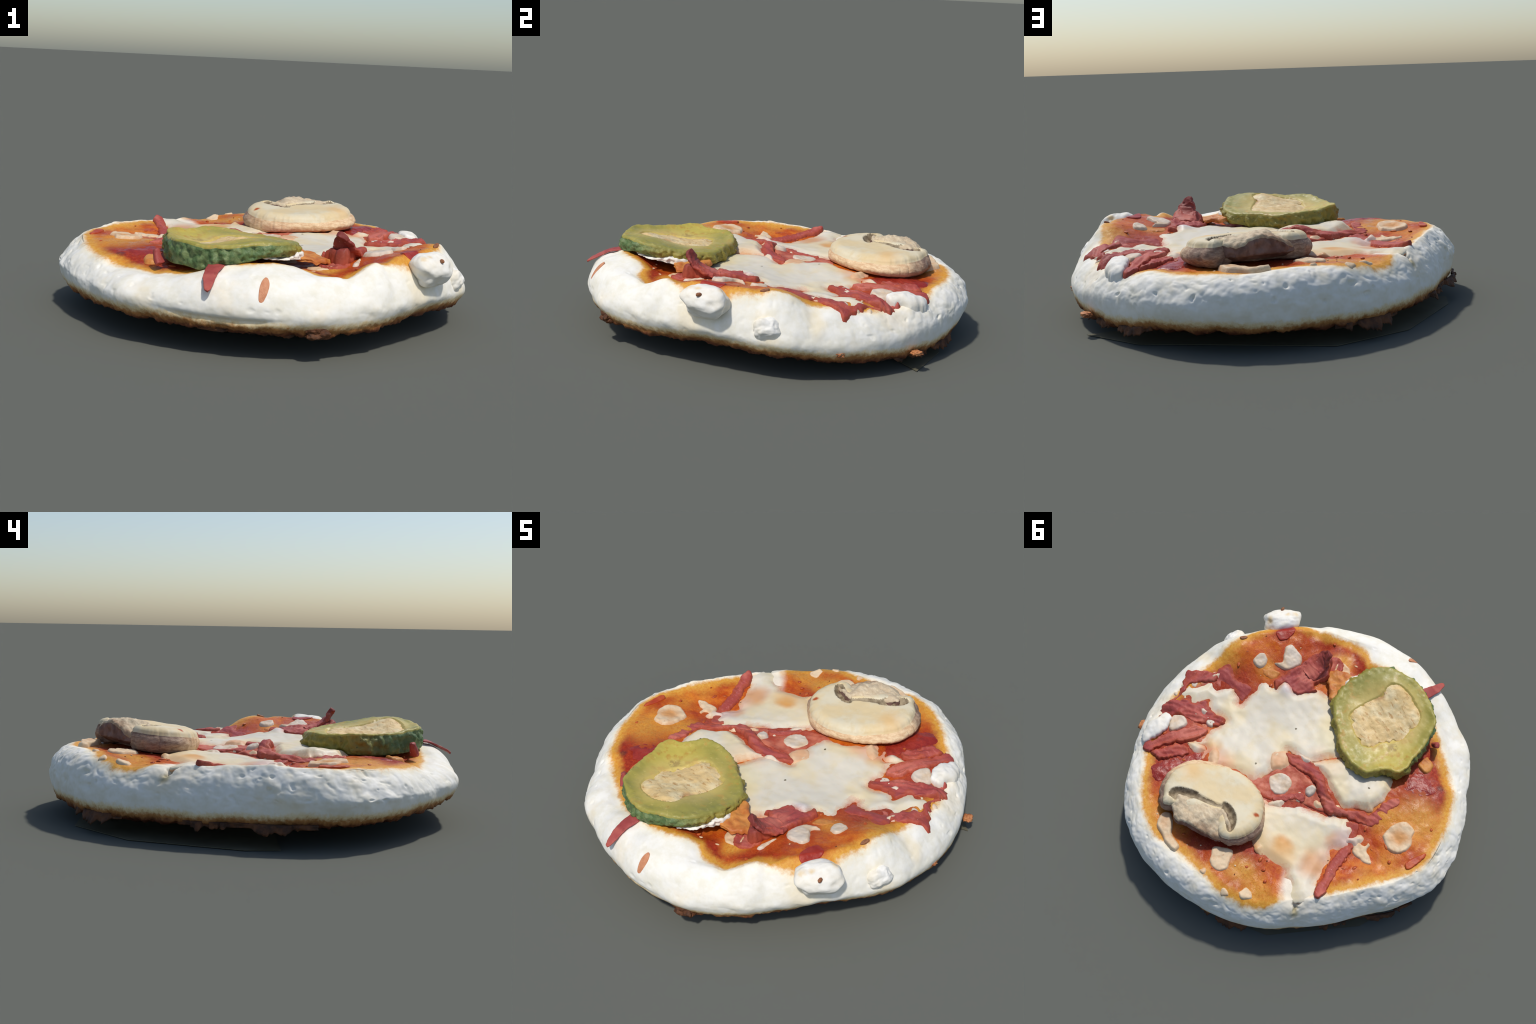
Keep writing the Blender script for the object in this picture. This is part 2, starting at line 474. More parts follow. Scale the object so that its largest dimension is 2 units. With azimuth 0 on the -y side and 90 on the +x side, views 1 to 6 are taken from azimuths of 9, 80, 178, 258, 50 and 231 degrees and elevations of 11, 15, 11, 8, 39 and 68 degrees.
def pickle_materials():
    M = Mat("pickle_flesh", 0.38, 0.45)
    W = M.warped(.05, 12)
    c = M.mix(M.step(M.noise(10, 4, .6), .35, .68), rgb(152, 144, 64), rgb(170, 156, 76))
    cen = M.spot(W, -.06, -.54, .20, .07)
    c = M.mix(M.math("MULTIPLY", cen, .75), c, rgb(204, 174, 92))
    c = M.mix(M.math("MULTIPLY", M.spot(W, -.27, -.42, .13, .09), .8), c, rgb(192, 172, 76))
    c = M.mix(M.math("MULTIPLY", M.math("MULTIPLY", M.step(M.noise(22, 4, .6, offset=3), .48, .62), M.spot(W, -.25, -.45, .12, .06)), .7), c, rgb(176, 126, 46))
    c = M.mix(M.math("MULTIPLY", M.spot(W, .17, -.62, .16, .13), .6), c, rgb(134, 132, 66))
    c = M.mix(M.math("MULTIPLY", M.step(M.noise(45, 4, .6, offset=8), .64, .74), .5), c, rgb(108, 106, 44))
    c = M.mix(M.math("MULTIPLY", M.step(M.noise(16, 4, .65, offset=12), .54, .68), .55), c, rgb(190, 140, 62))
    pk = M.spot(M.warped(.05, 30), -.228, -.462, .026, .012)
    c = M.mix(M.math("MULTIPLY", pk, M.step(M.noise(50, 4, .6), .4, .52)), c, rgb(120, 88, 36))
    c = M.mix(M.math("MULTIPLY", M.step(M.noise(34, 5, .7, offset=21), .56, .70), .45), c, rgb(206, 188, 112))
    c = M.mix(M.math("MULTIPLY", M.spot(W, -.075, -.54, .20, .05), .5), c, rgb(210, 186, 112))
    flesh = M.done(c, M.bump(M.noise(45, 4, .65), .18, .006), M.step(M.noise(30, 3), .3, .7, .38, .62))
    M = Mat("pickle_skin", 0.45, 0.4)
    s = M.new("ShaderNodeSeparateXYZ")
    M.t.links.new(M.P, s.inputs[0])
    c = M.mix(M.step(M.noise(14, 4, .6), .35, .68), rgb(118, 130, 68), rgb(142, 146, 76))
    # the rind is a deeper green toward the south-west, yellower toward the middle of the pie
    south = M.step(M.math("ADD", s.outputs[1], M.math("MULTIPLY", s.outputs[0], .35)), -.72, -.5)
    c = M.mix(south, M.mix(M.step(M.noise(26, 4, .6), .4, .65), rgb(86, 110, 64), rgb(122, 136, 86)), M.mix(M.noise(20, 3), rgb(138, 130, 52), rgb(160, 142, 62)))
    c = M.mix(M.math("MULTIPLY", M.step(M.noise(48, 4, .65, offset=4), .6, .7), .75), c, rgb(58, 66, 34))
    skin = M.done(c, M.bump(M.noise(40, 5, .7), .6, .01))
    M = Mat("pickle_core", 0.5, 0.35)
    c = M.mix(M.step(M.noise(9, 4, .6), .38, .62), rgb(226, 206, 160), rgb(220, 188, 130))
    c = M.mix(M.math("MULTIPLY", M.step(M.noise(20, 5, .7, offset=6, stretch=(1, 2.4, 1, .6)), .54, .66), .75), c, rgb(176, 128, 66))
    c = M.mix(M.math("MULTIPLY", M.spot(M.warped(.05, 20), .05, -.60, .03, .02), .6), c, rgb(160, 110, 66))
    c = M.mix(M.spot(M.warped(.12, 11), -.075, -.54, .21, .03), rgb(200, 174, 92), c)
    core = M.done(c, M.bump(M.noise(30, 5, .7), .4, .008))
    return flesh, skin, core


def mushroom_materials():
    M = Mat("mushroom_flesh", 0.55, 0.3)
    W = M.warped(.06, 12)
    c = M.mix(M.step(M.noise(7, 4, .6), .38, .64), rgb(216, 194, 150), rgb(216, 204, 174))
    c = M.mix(M.math("MULTIPLY", M.step(M.noise(16, 4, .6, offset=2), .55, .7), .4), c, rgb(206, 182, 132))
    c = M.mix(M.spot(M.warped(.02, 40), -.112, .39, .014, .007), c, rgb(172, 78, 30))
    c = M.mix(M.math("MULTIPLY", M.spot(W, .30, .52, .05, .05), .5), c, rgb(222, 172, 104))
    flesh = M.done(c, M.bump(M.noise(34, 4, .6), .2, .006))
    M = Mat("mushroom_skin", 0.6, 0.25)
    s = M.new("ShaderNodeSeparateXYZ")
    M.t.links.new(M.P, s.inputs[0])
    north = M.step(M.math("ADD", M.math("SUBTRACT", s.outputs[1], M.math("MULTIPLY", s.outputs[0], .55)), M.math("MULTIPLY", M.noise(8, 3), .12)), .40, .58)
    f = M.noise(26, 5, .7, stretch=(1, 1, 3.0))
    warm = M.mix(M.step(f, .35, .68), rgb(206, 168, 128), rgb(232, 206, 166))
    brown = M.mix(M.step(f, .35, .68), rgb(128, 100, 84), rgb(176, 150, 128))
    skin = M.done(M.mix(north, warm, brown), M.bump(f, .4, .008))
    M = Mat("mushroom_stem", 0.6, 0.25)
    f = M.noise(24, 5, .7, stretch=(1, 1.8, 1, .9))
    c = M.mix(M.step(f, .35, .68), rgb(196, 174, 142), rgb(218, 200, 168))
    edge = M.step(M.math("ADD", M.vmath("DOT_PRODUCT", M.P, (-.66, .75, 0)), M.math("MULTIPLY", M.noise(16, 4), .05)), .465, .53)
    c = M.mix(M.math("MULTIPLY", M.math("MULTIPLY", edge, M.step(M.noise(13, 4, .6, offset=5), .35, .6)), .7), c, rgb(150, 114, 84))
    stem = M.done(c, M.bump(f, .5, .01))
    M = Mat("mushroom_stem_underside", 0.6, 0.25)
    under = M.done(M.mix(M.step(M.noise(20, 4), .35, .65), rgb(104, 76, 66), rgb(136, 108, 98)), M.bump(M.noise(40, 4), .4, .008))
    M = Mat("mushroom_gill", 0.6, 0.2)
    gill = M.done(M.mix(M.step(M.noise(30, 4), .35, .65), rgb(122, 106, 82), rgb(166, 150, 122)), M.bump(M.noise(60, 3), .4, .006))  # grey-brown includes the shade of the recesses, painted into the colour
    return flesh, skin, stem, under, gill


def plain(name, a, b, scale=20, rough=.55, bump=.4):
    M = Mat(name, rough, .3)
    return M.done(M.mix(M.step(M.noise(scale, 4, .6), .35, .66), rgb(*a), rgb(*b)), M.bump(M.noise(scale * 2, 4, .6), bump, .008))


DOUGH = dough_material()
CHEESE = cheese_material()
CHEESE_SET = [CHEESE] + [cheese_material("cheese_thinning_%s" % n, k) for n, k in (("slightly", .16), ("more", .34), ("much", .54), ("out", .76))]
CRUMB = crumb_material()
SOFT = pale_crumb_material()
FETA = feta_material()
HAM = ham_material()
HAM_EDGE = ham_material("ham_soaked_edge", 1.0)
GEL = gel_material()
PK_FLESH, PK_SKIN, PK_CORE = pickle_materials()
MU_FLESH, MU_SKIN, MU_STEM, MU_UNDER, MU_GILL = mushroom_materials()
BURNT = plain("burnt_crust", (104, 64, 38), (62, 40, 28), 22, .7, .6)
TOAST = plain("toasted_flake", (196, 132, 84), (160, 96, 58), 18, .6, .5)
HAMBED = plain("sauce_soaked_ham", (168, 70, 50), (196, 112, 86), 13, .5, .4)
TAN = plain("tan_cheese", (222, 186, 148), (214, 164, 122), 9, .5, .15)
PEPPER = plain("red_pepper_skin", (164, 54, 38), (146, 40, 28), 20, .4, .3)
FLAKE = plain("browned_cheese", (206, 140, 70), (182, 102, 48), 14, .5, .5)
SHRED = plain("carrot_shred", (206, 144, 106), (196, 128, 90), 40)
SEED = plain("brown_seed", (134, 84, 54), (160, 108, 74), 60)
TRAY = plain("olive_tray", (100, 95, 77), (92, 88, 70), 6, .8, .05)

# ------------------------------------------------------------------ root
root = bpy.data.objects.new("pizza", None)
bpy.context.scene.collection.objects.link(root)
root["label"] = "small round pizza with ham, cheese, pickle and mushroom slices"
root["category"] = "pizza"


# ------------------------------------------------------------------ dough body: one smooth skin, split by region
def build_dough():
    NT = 1080
    th = np.arange(NT) / NT * TAU
    Ro, Zb = f_Ro(th), f_Zb(th)
    Rs = periodic(th, np.radians([a for a, *_ in SAUCE]), [r for _, r, _ in SAUCE]) + 0.03
    Rs = np.minimum(Rs, K * Ro * 1.06)
    cut = periodic(th, np.radians([a for a, _ in UNDERCUT]), [v for _, v in UNDERCUT])
    rows = []
    n_in, n_mid, n_arc, n_low, n_bot = 100, 30, 44, 34, 16
    for f in (np.arange(1, n_in + 1) / n_in) ** 0.9:
        r = f * (Rs - 0.02)
        rows.append((r, None))
    split = n_in  # last sauce ring index
    for f in np.arange(1, n_mid + 1) / n_mid:
        r0 = Rs - 0.02
        r = r0 + f * (np.maximum(K * Ro, r0 + 0.01) * 1.0 - r0)
        rows.append((r, None))
    r_edge = rows[-1][0]
    for a in np.arange(1, n_arc + 1) / n_arc * (math.pi / 2):
        rows.append((r_edge + (Ro - r_edge) * math.sin(a), None))
    # below the waist: down to the toasted edge, then under
    low = [(1.0, 1.0), (.998, .75), (.988, .42), (.972, .16), (.94, .02), (.90, -.03), (.82, -.05)]
    lt = np.linspace(0, 1, len(low))
    for f in np.arange(1, n_low + 1) / n_low:
        k = np.interp(f, lt, [p[0] for p in low])
        h = np.interp(f, lt, [p[1] for p in low])
        # soften the polyline
        k = (k + np.interp(min(1, f + .05), lt, [p[0] for p in low]) + np.interp(f - .05, lt, [p[0] for p in low])) / 3
        h = (h + np.interp(min(1, f + .05), lt, [p[1] for p in low]) + np.interp(f - .05, lt, [p[1] for p in low])) / 3
        rows.append((k * Ro * (1 - cut * (1 - h) ** .7 * (h < 1)), Zb + h * (f_Zm(th) - Zb)))
    rb, zb = rows[-1]
    for f in np.arange(1, n_bot) / n_bot:
        rows.append((rb * (1 - f), zb * (1 - f) + f * 0.095))
    V = []
    for r, z in rows:
        x, y = r * np.cos(th), r * np.sin(th)
        zz = surf(x, y) if z is None else z
        V.append(np.stack([x, y, zz], 1))
    V = np.array(V)                       # rows, NT, 3
    NR = len(V)
    lo, hi = n_in + n_mid - 16, n_in + n_mid + n_arc + int(n_low * .55)
    for _ in range(60):  # ease the waist
        V[lo:hi] = .5 * V[lo:hi] + .25 * (V[lo - 1:hi - 1] + V[lo + 1:hi + 1])
    # relief along the normals
    du = np.roll(V, -1, 1) - np.roll(V, 1, 1)
    dv = np.gradient(V, axis=0)
    N = np.cross(dv, du)
    N /= np.linalg.norm(N, axis=2)[..., None] + 1e-12
    N *= np.sign(N[10, :, 2].mean())
    P = V.reshape(-1, 3)
    r = np.hypot(P[:, 0], P[:, 1])
    ang = np.arctan2(P[:, 1], P[:, 0])
    Rsf = periodic(ang, np.radians([a for a, *_ in SAUCE]), [q for _, q, _ in SAUCE])
    rim = smooth(r - Rsf, -0.01, 0.05) * smooth(P[:, 2], .12, .2)
    facing = 0.5 - 0.5 * np.cos(ang - math.radians(-60))          # 1 on the north-west, 0 on the south-east
    pit_zone = rim * smooth(P[:, 2], .15, .22) * (0.35 + 0.85 * smooth(facing, .2, .75))
    w = P + 0.02 * np.stack([noise3(P, 9, 2, seed=i) for i in (31, 32, 33)], 1)
    lumps = noise3(P, 6, 2, seed=1) * 0.012 * rim + noise3(P, 2.6, 1, seed=2) * 0.010 * rim - 0.006 * rim * smooth(-P[:, 0], .5, .8)
    crust = noise3(w, 17, 3, .55, seed=3)
    pits = (np.abs(noise3(w, 11, 2, .5, seed=5)) - .15) * 0.010 + (np.abs(noise3(w, 23, 2, .5, seed=7)) - .13) * 0.003 - smooth(noise3(w, 26, 1, seed=6), .28, .5) * 0.008 + crust * 0.003
    fine = noise3(P, 40, 2, seed=8) * 0.0007
    side = smooth(P[:, 2], .24, .2) * smooth(r, .8, .9)
    sauce = smooth(Rsf - r, -0.02, 0.05) * smooth(P[:, 2], .2, .24)
    bumps = noise3(P, 12, 2, .5, seed=9) * 0.008 * sauce + noise3(P, 45, 2, seed=10) * 0.0018 * sauce
    low_edge = smooth(P[:, 2] - f_Zb(ang), .055, .0) * smooth(r, .7, .85)
    rag = noise3(P, 13, 4, .6, seed=12) * 0.022 * low_edge + noise3(P, 70, 2, seed=13) * 0.006 * low_edge
    disp = lumps + pits * pit_zone + fine * (rim + side) + bumps + rag + side * noise3(P, 7, 2, seed=14) * 0.008
    # crease under the bulge on the south side, and the split in the north-west rim
    crease = np.exp(-((P[:, 2] - .185 - .02 * np.sin(5 * ang)) / .014) ** 2) * smooth(np.abs(np.angle(np.exp(1j * (ang + 1.6)))), .35, .1)
    disp -= .010 * crease * smooth(r, .8, .9)
    a, b = np.array([-.606, .478, .318]), np.array([-.638, .546, .205])
    tt = np.clip(((P - a) @ (b - a)) / ((b - a) @ (b - a)), 0, 1)
    ds = np.linalg.norm(P - (a + tt[:, None] * (b - a)), axis=1) + noise3(P, 30, 2, seed=15) * .012
    disp -= .034 * smooth(ds, .026, .004)
    disp = disp.reshape(NR, NT)
    disp[:4] *= np.array([0, .3, .6, .9])[:, None]
    V = V + N * disp[..., None]
    verts = list(V.reshape(-1, 3))
    top = len(verts)
    verts.append((0, 0, float(surf(np.array([0.]), np.array([0.]))[0])))
    verts.append((0, 0, 0.095))
    faces, region = [], []
    for k in range(NT):
        faces.append((top, k, (k + 1) % NT))
        region.append(0)
    for i in range(NR - 1):
        # sauce inside, crust on the rim, toasted base below
        reg = 0 if i < split - 1 else (1 if i < n_in + n_mid + n_arc + int(n_low * .62) else 2)
        for k in range(NT):
            k2 = (k + 1) % NT
            faces.append((i * NT + k, (i + 1) * NT + k, (i + 1) * NT + k2, i * NT + k2))
            region.append(reg)
    for k in range(NT):
        faces.append((top + 1, (NR - 1) * NT + (k + 1) % NT, (NR - 1) * NT + k))
        region.append(2)
    verts = np.array(verts)
    me = bpy.data.meshes.new("whole")
    me.from_pydata(verts.tolist(), [], faces)
    nor = np.empty(len(verts) * 3, np.float32)
    me.vertex_normals.foreach_get("vector", nor)
    nor = nor.reshape(-1, 3)
    bpy.data.meshes.remove(me)
    faces_arr, region = np.array(faces, dtype=object), np.array(region)
    for reg, name in enumerate(("tomato_sauce", "crust", "toasted_base")):
        fs = [faces[i] for i in np.nonzero(region == reg)[0]]
        used = np.unique(np.concatenate([np.array(f) for f in fs]))
        remap = -np.ones(len(verts), int)
        remap[used] = np.arange(len(used))
        ob = make_object(name, verts[used].tolist(), [tuple(int(remap[v]) for v in f) for f in fs], [DOUGH], root)
        ob.data.normals_split_custom_set_from_vertices(nor[used].tolist())
    return


build_dough()


# ------------------------------------------------------------------ slabs: pieces cut to an outline, with rounded edges
def closed_curve(pts, step, wob=0.0, seed=0):
    p = np.asarray(pts, float)
    n = len(p)
    out = []
    for i in range(n):
        p0, p1, p2, p3 = p[i - 1], p[i], p[(i + 1) % n], p[(i + 2) % n]
        m = max(2, int(np.linalg.norm(p2 - p1) / step * 2))
        for u in np.arange(m) / m:
            out.append(0.5 * ((2 * p1) + (p2 - p0) * u + (2 * p0 - 5 * p1 + 4 * p2 - p3) * u * u + (3 * p1 - p0 - 3 * p2 + p3) * u ** 3))
    q = np.array(out)
    d = np.linalg.norm(np.roll(q, -1, 0) - q, axis=1)
    s = np.r_[0, np.cumsum(d)]
    L = s[-1]
    m = max(12, int(L / step))
    u = np.arange(m) / m * L
    qq = np.vstack([q, q[:1]])
    c = np.stack([np.interp(u, s, qq[:, 0]), np.interp(u, s, qq[:, 1])], 1)
    area = 0.5 * np.sum(c[:, 0] * np.roll(c[:, 1], -1) - np.roll(c[:, 0], -1) * c[:, 1])
    if area < 0:
        c = c[::-1]
    if wob:
        t = np.roll(c, -1, 0) - np.roll(c, 1, 0)
        nn = np.stack([t[:, 1], -t[:, 0]], 1)
        nn /= np.linalg.norm(nn, axis=1)[:, None] + 1e-9
        P = xyz(c[:, 0], c[:, 1], seed * 0.37)
        c = c + nn * (wob * (noise3(P, 22, 2, seed=seed) * 1.2 + noise3(P, 60, 2, seed=seed + 1) * 0.9))[:, None]
    return c


def edge_distance(x, y, c):
    q = np.stack([x, y], 1)
    a, b = c, np.roll(c, -1, 0)
    ab = b - a
    L = (ab ** 2).sum(1) + 1e-12
    out = np.empty(len(q))
    for s in range(0, len(q), 4000):
        w = q[s:s + 4000, None] - a[None]
        t = np.clip((w * ab[None]).sum(-1) / L, 0, 1)
        out[s:s + 4000] = np.sqrt(((w - t[..., None] * ab[None]) ** 2).sum(-1)).min(1)
    return out


def inside(x, y, c):
    res = np.zeros(len(x), bool)
    a, b = c, np.roll(c, -1, 0)
    for (x1, y1), (x2, y2) in zip(a, b):
        if y1 == y2:
            continue
        hit = ((y1 > y) != (y2 > y)) & (x < (x2 - x1) * (y - y1) / (y2 - y1) + x1)
        res ^= hit
    return res


def slab(name, outline, ztop, zbot, mats, parent, step=0.007, rnd=0.012, bulge=0.0, wob=0.003, seed=0, side_rows=3, side_mat=0, bottom_mat=None, side_noise=0.0, bulge_fn=None, lo_shape=None, top_mat=None):
    """a solid piece with the given outline; ztop/zbot are functions of x, y and the distance from the edge"""
    c = closed_curve(outline, step, wob, seed)
    m = len(c)
    pts = [c]
    t = np.roll(c, -1, 0) - np.roll(c, 1, 0)
    nn = np.stack([-t[:, 1], t[:, 0]], 1)
    nn /= np.linalg.norm(nn, axis=1)[:, None] + 1e-9
    for k in (.12, .35, .7, 1.1):
        q = c + nn * rnd * k
        dd = edge_distance(q[:, 0], q[:, 1], c)
        ok = inside(q[:, 0], q[:, 1], c) & (dd > .93 * rnd * k)
        pts.append(q[ok])
    lo, hi = c.min(0), c.max(0)
    gx, gy = np.meshgrid(np.arange(lo[0], hi[0], step), np.arange(lo[1], hi[1], step * .866))
    gx = gx + (np.arange(gx.shape[0]) % 2)[:, None] * step / 2
    g = np.stack([gx.ravel(), gy.ravel()], 1)
    g = g[inside(g[:, 0], g[:, 1], c)]
    if len(g):
        g = g[edge_distance(g[:, 0], g[:, 1], c) > 1.1 * rnd + .4 * step]
        pts.append(g)
    P = np.vstack(pts)
    v2, _, tris, *_ = delaunay_2d_cdt([Vector(p) for p in P], [], [list(range(m))], 1, 1e-7)
    v2 = np.array([tuple(p) for p in v2])
    tris = [tuple(f) for f in tris]
    x, y = v2[:, 0], v2[:, 1]
    d = edge_distance(x, y, c)
    d[:m] = 0
    zt, zb = ztop(x, y, d), zbot(x, y, d)
    e = np.clip(d / rnd, 0, 1)
    rounding = np.sqrt(np.clip(1 - (1 - e) ** 2, 0, 1))
    depth = np.minimum(rnd, .5 * np.maximum(zt - zb, 0.002))
    zt = zt - depth * (1 - rounding)
    n = len(v2)
    verts = [np.stack([x, y, zt], 1), np.stack([x, y, np.minimum(zb, zt - .0008)], 1)]
    faces = [tuple(f) for f in tris]
    area = 0
    f0 = tris[0]
    flip = np.cross(v2[f0[1]] - v2[f0[0]], v2[f0[2]] - v2[f0[0]]) < 0
    if flip:
        faces = [f[::-1] for f in faces]
    if top_mat is None:
        idx = [0] * len(faces)
    else:
        ctr = v2[np.array(tris)].mean(1)
        idx = list(top_mat(ctr[:, 0], ctr[:, 1], d[np.array(tris)].mean(1)))
    bot = [tuple(v + n for v in f[::-1]) for f in faces]
    # boundary loop: the first m vertices
    ring_top = np.arange(m)
    rows = [ring_top]
    base = 2 * n
    cx = c
    out = -nn
    topz, botz = zt[:m], np.minimum(zb, zt - .0008)[:m]
    for k in range(1, side_rows + 1):
        f = k / (side_rows + 1)
        b = bulge * np.sin(math.pi * min(1, f * 1.0)) if lo_shape is None else bulge * lo_shape(f)
        bb = b * (bulge_fn(cx[:, 0], cx[:, 1]) if bulge_fn else 1.0)
        zz = topz + (botz - topz) * f
        pos = np.stack([cx[:, 0], cx[:, 1], zz], 1)
        jit = side_noise * (noise3(pos, 24, 3, .6, seed=seed + 5)) if side_noise else 0
        off = (bb + jit)
        pos[:, :2] += out * np.broadcast_to(off, (m,))[:, None]
        verts.append(pos)
        rows.append(base + np.arange(m))
        base += m
    rows.append(ring_top + n)
    sides = []
    for a, b in zip(rows[:-1], rows[1:]):
        for i in range(m):
            j = (i + 1) % m
            sides.append((int(a[i]), int(b[i]), int(b[j]), int(a[j])))
    V = np.vstack(verts)
    allf = faces + sides + bot
    mi = idx + [side_mat] * len(sides) + [side_mat if bottom_mat is None else bottom_mat] * len(bot)
    return make_object(name, V.tolist(), allf, mats, parent, mi)


def draped(name, outline, thick, mat, seed, edge=.012, lift=None, wob=.004, step=.007, rough=.004, freq=14, taper=None, rnd=None, mats=None, top_mat=None, feather=.25):
    """a piece that lies on the pie and follows its surface"""
    def zt(x, y, d):
        P = xyz(x, y, seed * .5)
        h = thick * (feather + (1 - feather) * smooth(d, 0, taper)) if taper else thick
        z = surf(x, y) + h + rough * noise3(P, freq, 3, .55, seed=seed) * 1.4
        if lift is not None:
            z = z + lift(x, y)
        return z
    zb = lambda x, y, d: surf(x, y) - .014
    return slab(name, outline, zt, zb, mats or [mat], root, step=step, rnd=rnd or edge, wob=wob, seed=seed, side_rows=1, side_mat=(len(mats) - 1 if mats else 0), top_mat=top_mat)


# ---- melted cheese
MAIN = [(.524, .037), (.561, -.078), (.57, -.129), (.54, -.165), (.479, -.171), (.476, -.214), (.477, -.247), (.427, -.242), (.373, -.259), (.365, -.298),
        (.333, -.358), (.28, -.396), (.21, -.432), (.064, -.384), (-.079, -.298), (-.102, -.21), (-.079, -.196), (-.01, -.047), (.065, -.016), (.118, .003),
        (.075, .05), (.073, .164), (.071, .248), (.104, .283), (.171, .309), (.256, .382), (.297, .427), (.355, .394), (.361, .424), (.42, .395), (.422, .37),
        (.493, .43), (.468, .35), (.493, .271), (.495, .208), (.491, .173), (.544, .198), (.6, .208), (.652, .184), (.676, .255), (.723, .272), (.77, .278),
        (.791, .219), (.769, .179), (.74, .11), (.747, .08), (.707, .084), (.675, .099), (.664, .044), (.62, .013), (.563, .022)]
LOW = [(-.021, .285), (-.07, .262), (-.111, .216), (-.162, .152), (-.218, .115), (-.277, .08), (-.309, .058), (-.347, .007), (-.396, -.027), (-.456, -.019),
       (-.494, .018), (-.514, .058), (-.516, .099), (-.492, .143), (-.515, .177), (-.546, .232), (-.57, .297), (-.60, .343), (-.63, .385), (-.635, .44), (-.60, .49),
       (-.55, .50), (-.515, .475), (-.482, .460), (-.44, .476), (-.425, .436), (-.362, .461), (-.313, .476), (-.293, .483), (-.248, .494), (-.216, .485), (-.12, .44), (-.02, .36)]
BYPICKLE = [(-.019, -.052), (-.085, -.196), (-.143, -.281), (-.254, -.316), (-.342, -.377), (-.406, -.326), (-.424, -.27), (-.436, -.252), (-.434, -.181),
            (-.448, -.154), (-.384, -.1), (-.339, -.039), (-.276, -.032), (-.17, -.049), (-.088, -.064)]


def cheese_bands(x, y, d):
    w = d + .016 * noise3(xyz(x, y), 24, 3, .6, seed=40) + .018 * noise3(xyz(x, y), 6, 2, seed=41) + .1 * smooth(np.hypot(x, y), .67, .73)
    return (w < .006).astype(int) + (w < .013) + (w < .022) + (w < .034)


CH = dict(mats=CHEESE_SET, top_mat=cheese_bands, feather=.02)
peak = lambda x, y: .022 * np.exp(-((x - .43) ** 2 + (y + .225) ** 2) / .05 ** 2)
draped("melted_cheese", MAIN, .014, CHEESE, 1, taper=.060, rnd=.006, lift=peak, rough=.008, freq=5, wob=.007, **CH)
stub = lambda x, y: .016 * np.exp(-((x + .245) ** 2 + (y - .478) ** 2) / .022 ** 2)
draped("melted_cheese", LOW, .017, CHEESE, 2, taper=.065, rnd=.006, lift=stub, rough=.008, freq=5, wob=.007, **CH)
draped("melted_cheese", BYPICKLE, .022, CHEESE, 3, taper=.045, rnd=.010, rough=.007, freq=8, wob=.006, **CH, lift=lambda x, y: .018 * np.exp(-((x + .38) ** 2 + (y + .20) ** 2) / .07 ** 2))

# ---- ham
def ham_shred(outline, thick, mat, seed, lift=None, fold=.009, fold_dir=None, **k):
    """a thin torn piece of ham with folds along its length and a soaked, ragged edge"""
    p = np.asarray(outline)
    u = np.linalg.svd(p - p.mean(0), full_matrices=False)[2][0] if fold_dir is None else np.array([math.cos(fold_dir), math.sin(fold_dir)])

    def up(x, y):
        a, b = x * u[0] + y * u[1], -x * u[1] + y * u[0]
        q = np.stack([a * 5, b * 24, np.full(len(x), seed * 1.3)], 1)
        f = fold * (.5 - np.abs(noise3(q, 1, 2, .5, seed=seed)) * 2.2)
        return f + (lift(x, y) if lift is not None else 0)

    def bands(x, y, d):
        w = d + .012 * noise3(xyz(x, y), 26, 3, .6, seed=seed)
        return (w < .007 + .012 * (noise3(xyz(x, y), 9, 2, seed=seed + 3) > .12)).astype(int)
    k.setdefault("edge", .005)
    k.setdefault("taper", .007)
    k.setdefault("wob", .011)
    k.setdefault("rough", .004)
    k.setdefault("freq", 18)
    return draped("ham", outline, thick * .85, mat, seed, lift=up, mats=[HAM, HAM_EDGE], top_mat=bands, **k)


draped("ham_bed", [(.107, .281), (.073, .18), (.07, .099), (.077, .06), (.031, .03), (-.053, .014), (-.145, .004), (-.225, .032), (-.293, .053), (-.211, .109),
                   (-.152, .144), (-.072, .242), (.02, .29)], .006, HAMBED, 4, rough=.006, freq=18)
ham_shred([(.117, .016), (.075, -.025), (.014, -.06), (-.079, -.07), (-.137, -.057), (-.197, -.035), (-.284, -.017), (-.353, -.043), (-.405, -.114),
               (-.452, -.134), (-.446, -.171), (-.443, -.246), (-.46, -.314), (-.497, -.308), (-.509, -.234), (-.522, -.15), (-.508, -.097), (-.443, -.053),
               (-.38, -.023), (-.33, .034), (-.286, .049), (-.229, .036), (-.149, .008), (-.068, .002), (-.011, .023), (.043, .039), (.083, .033)],
       .014, HAM, 5,  lift=lambda x, y: .010 * np.exp(-((x + .30) ** 2 + (y - .01) ** 2) / .10 ** 2) + .022 * np.exp(-((x + .16) ** 2 + (y + .02) ** 2) / .07 ** 2) - .010 * smooth(x, -.42, -.5))
ham_shred([(-.40, -.01), (-.458, -.058), (-.496, -.02), (-.555, .066), (-.58, .141), (-.613, .236), (-.646, .308), (-.667, .362), (-.65, .388), (-.63, .384),
               (-.597, .333), (-.559, .257), (-.513, .167), (-.504, .113), (-.503, .049)], .013, HAM, 6, fold=.005, lift=lambda x, y: .012 * smooth(y, .25, .38))
ham_shred([(.65, .622), (.624, .548), (.612, .484), (.581, .395), (.547, .32), (.514, .294), (.489, .287), (.476, .345), (.501, .426), (.543, .512),
               (.574, .582), (.575, .63), (.609, .649)], .019, HAM, 7, edge=.009)
ham_shred([(.577, .622), (.565, .57), (.539, .515), (.515, .464), (.463, .439), (.435, .465), (.448, .51), (.479, .562), (.502, .612), (.529, .622),
               (.563, .632)], .018, HAM, 8, rough=.010)
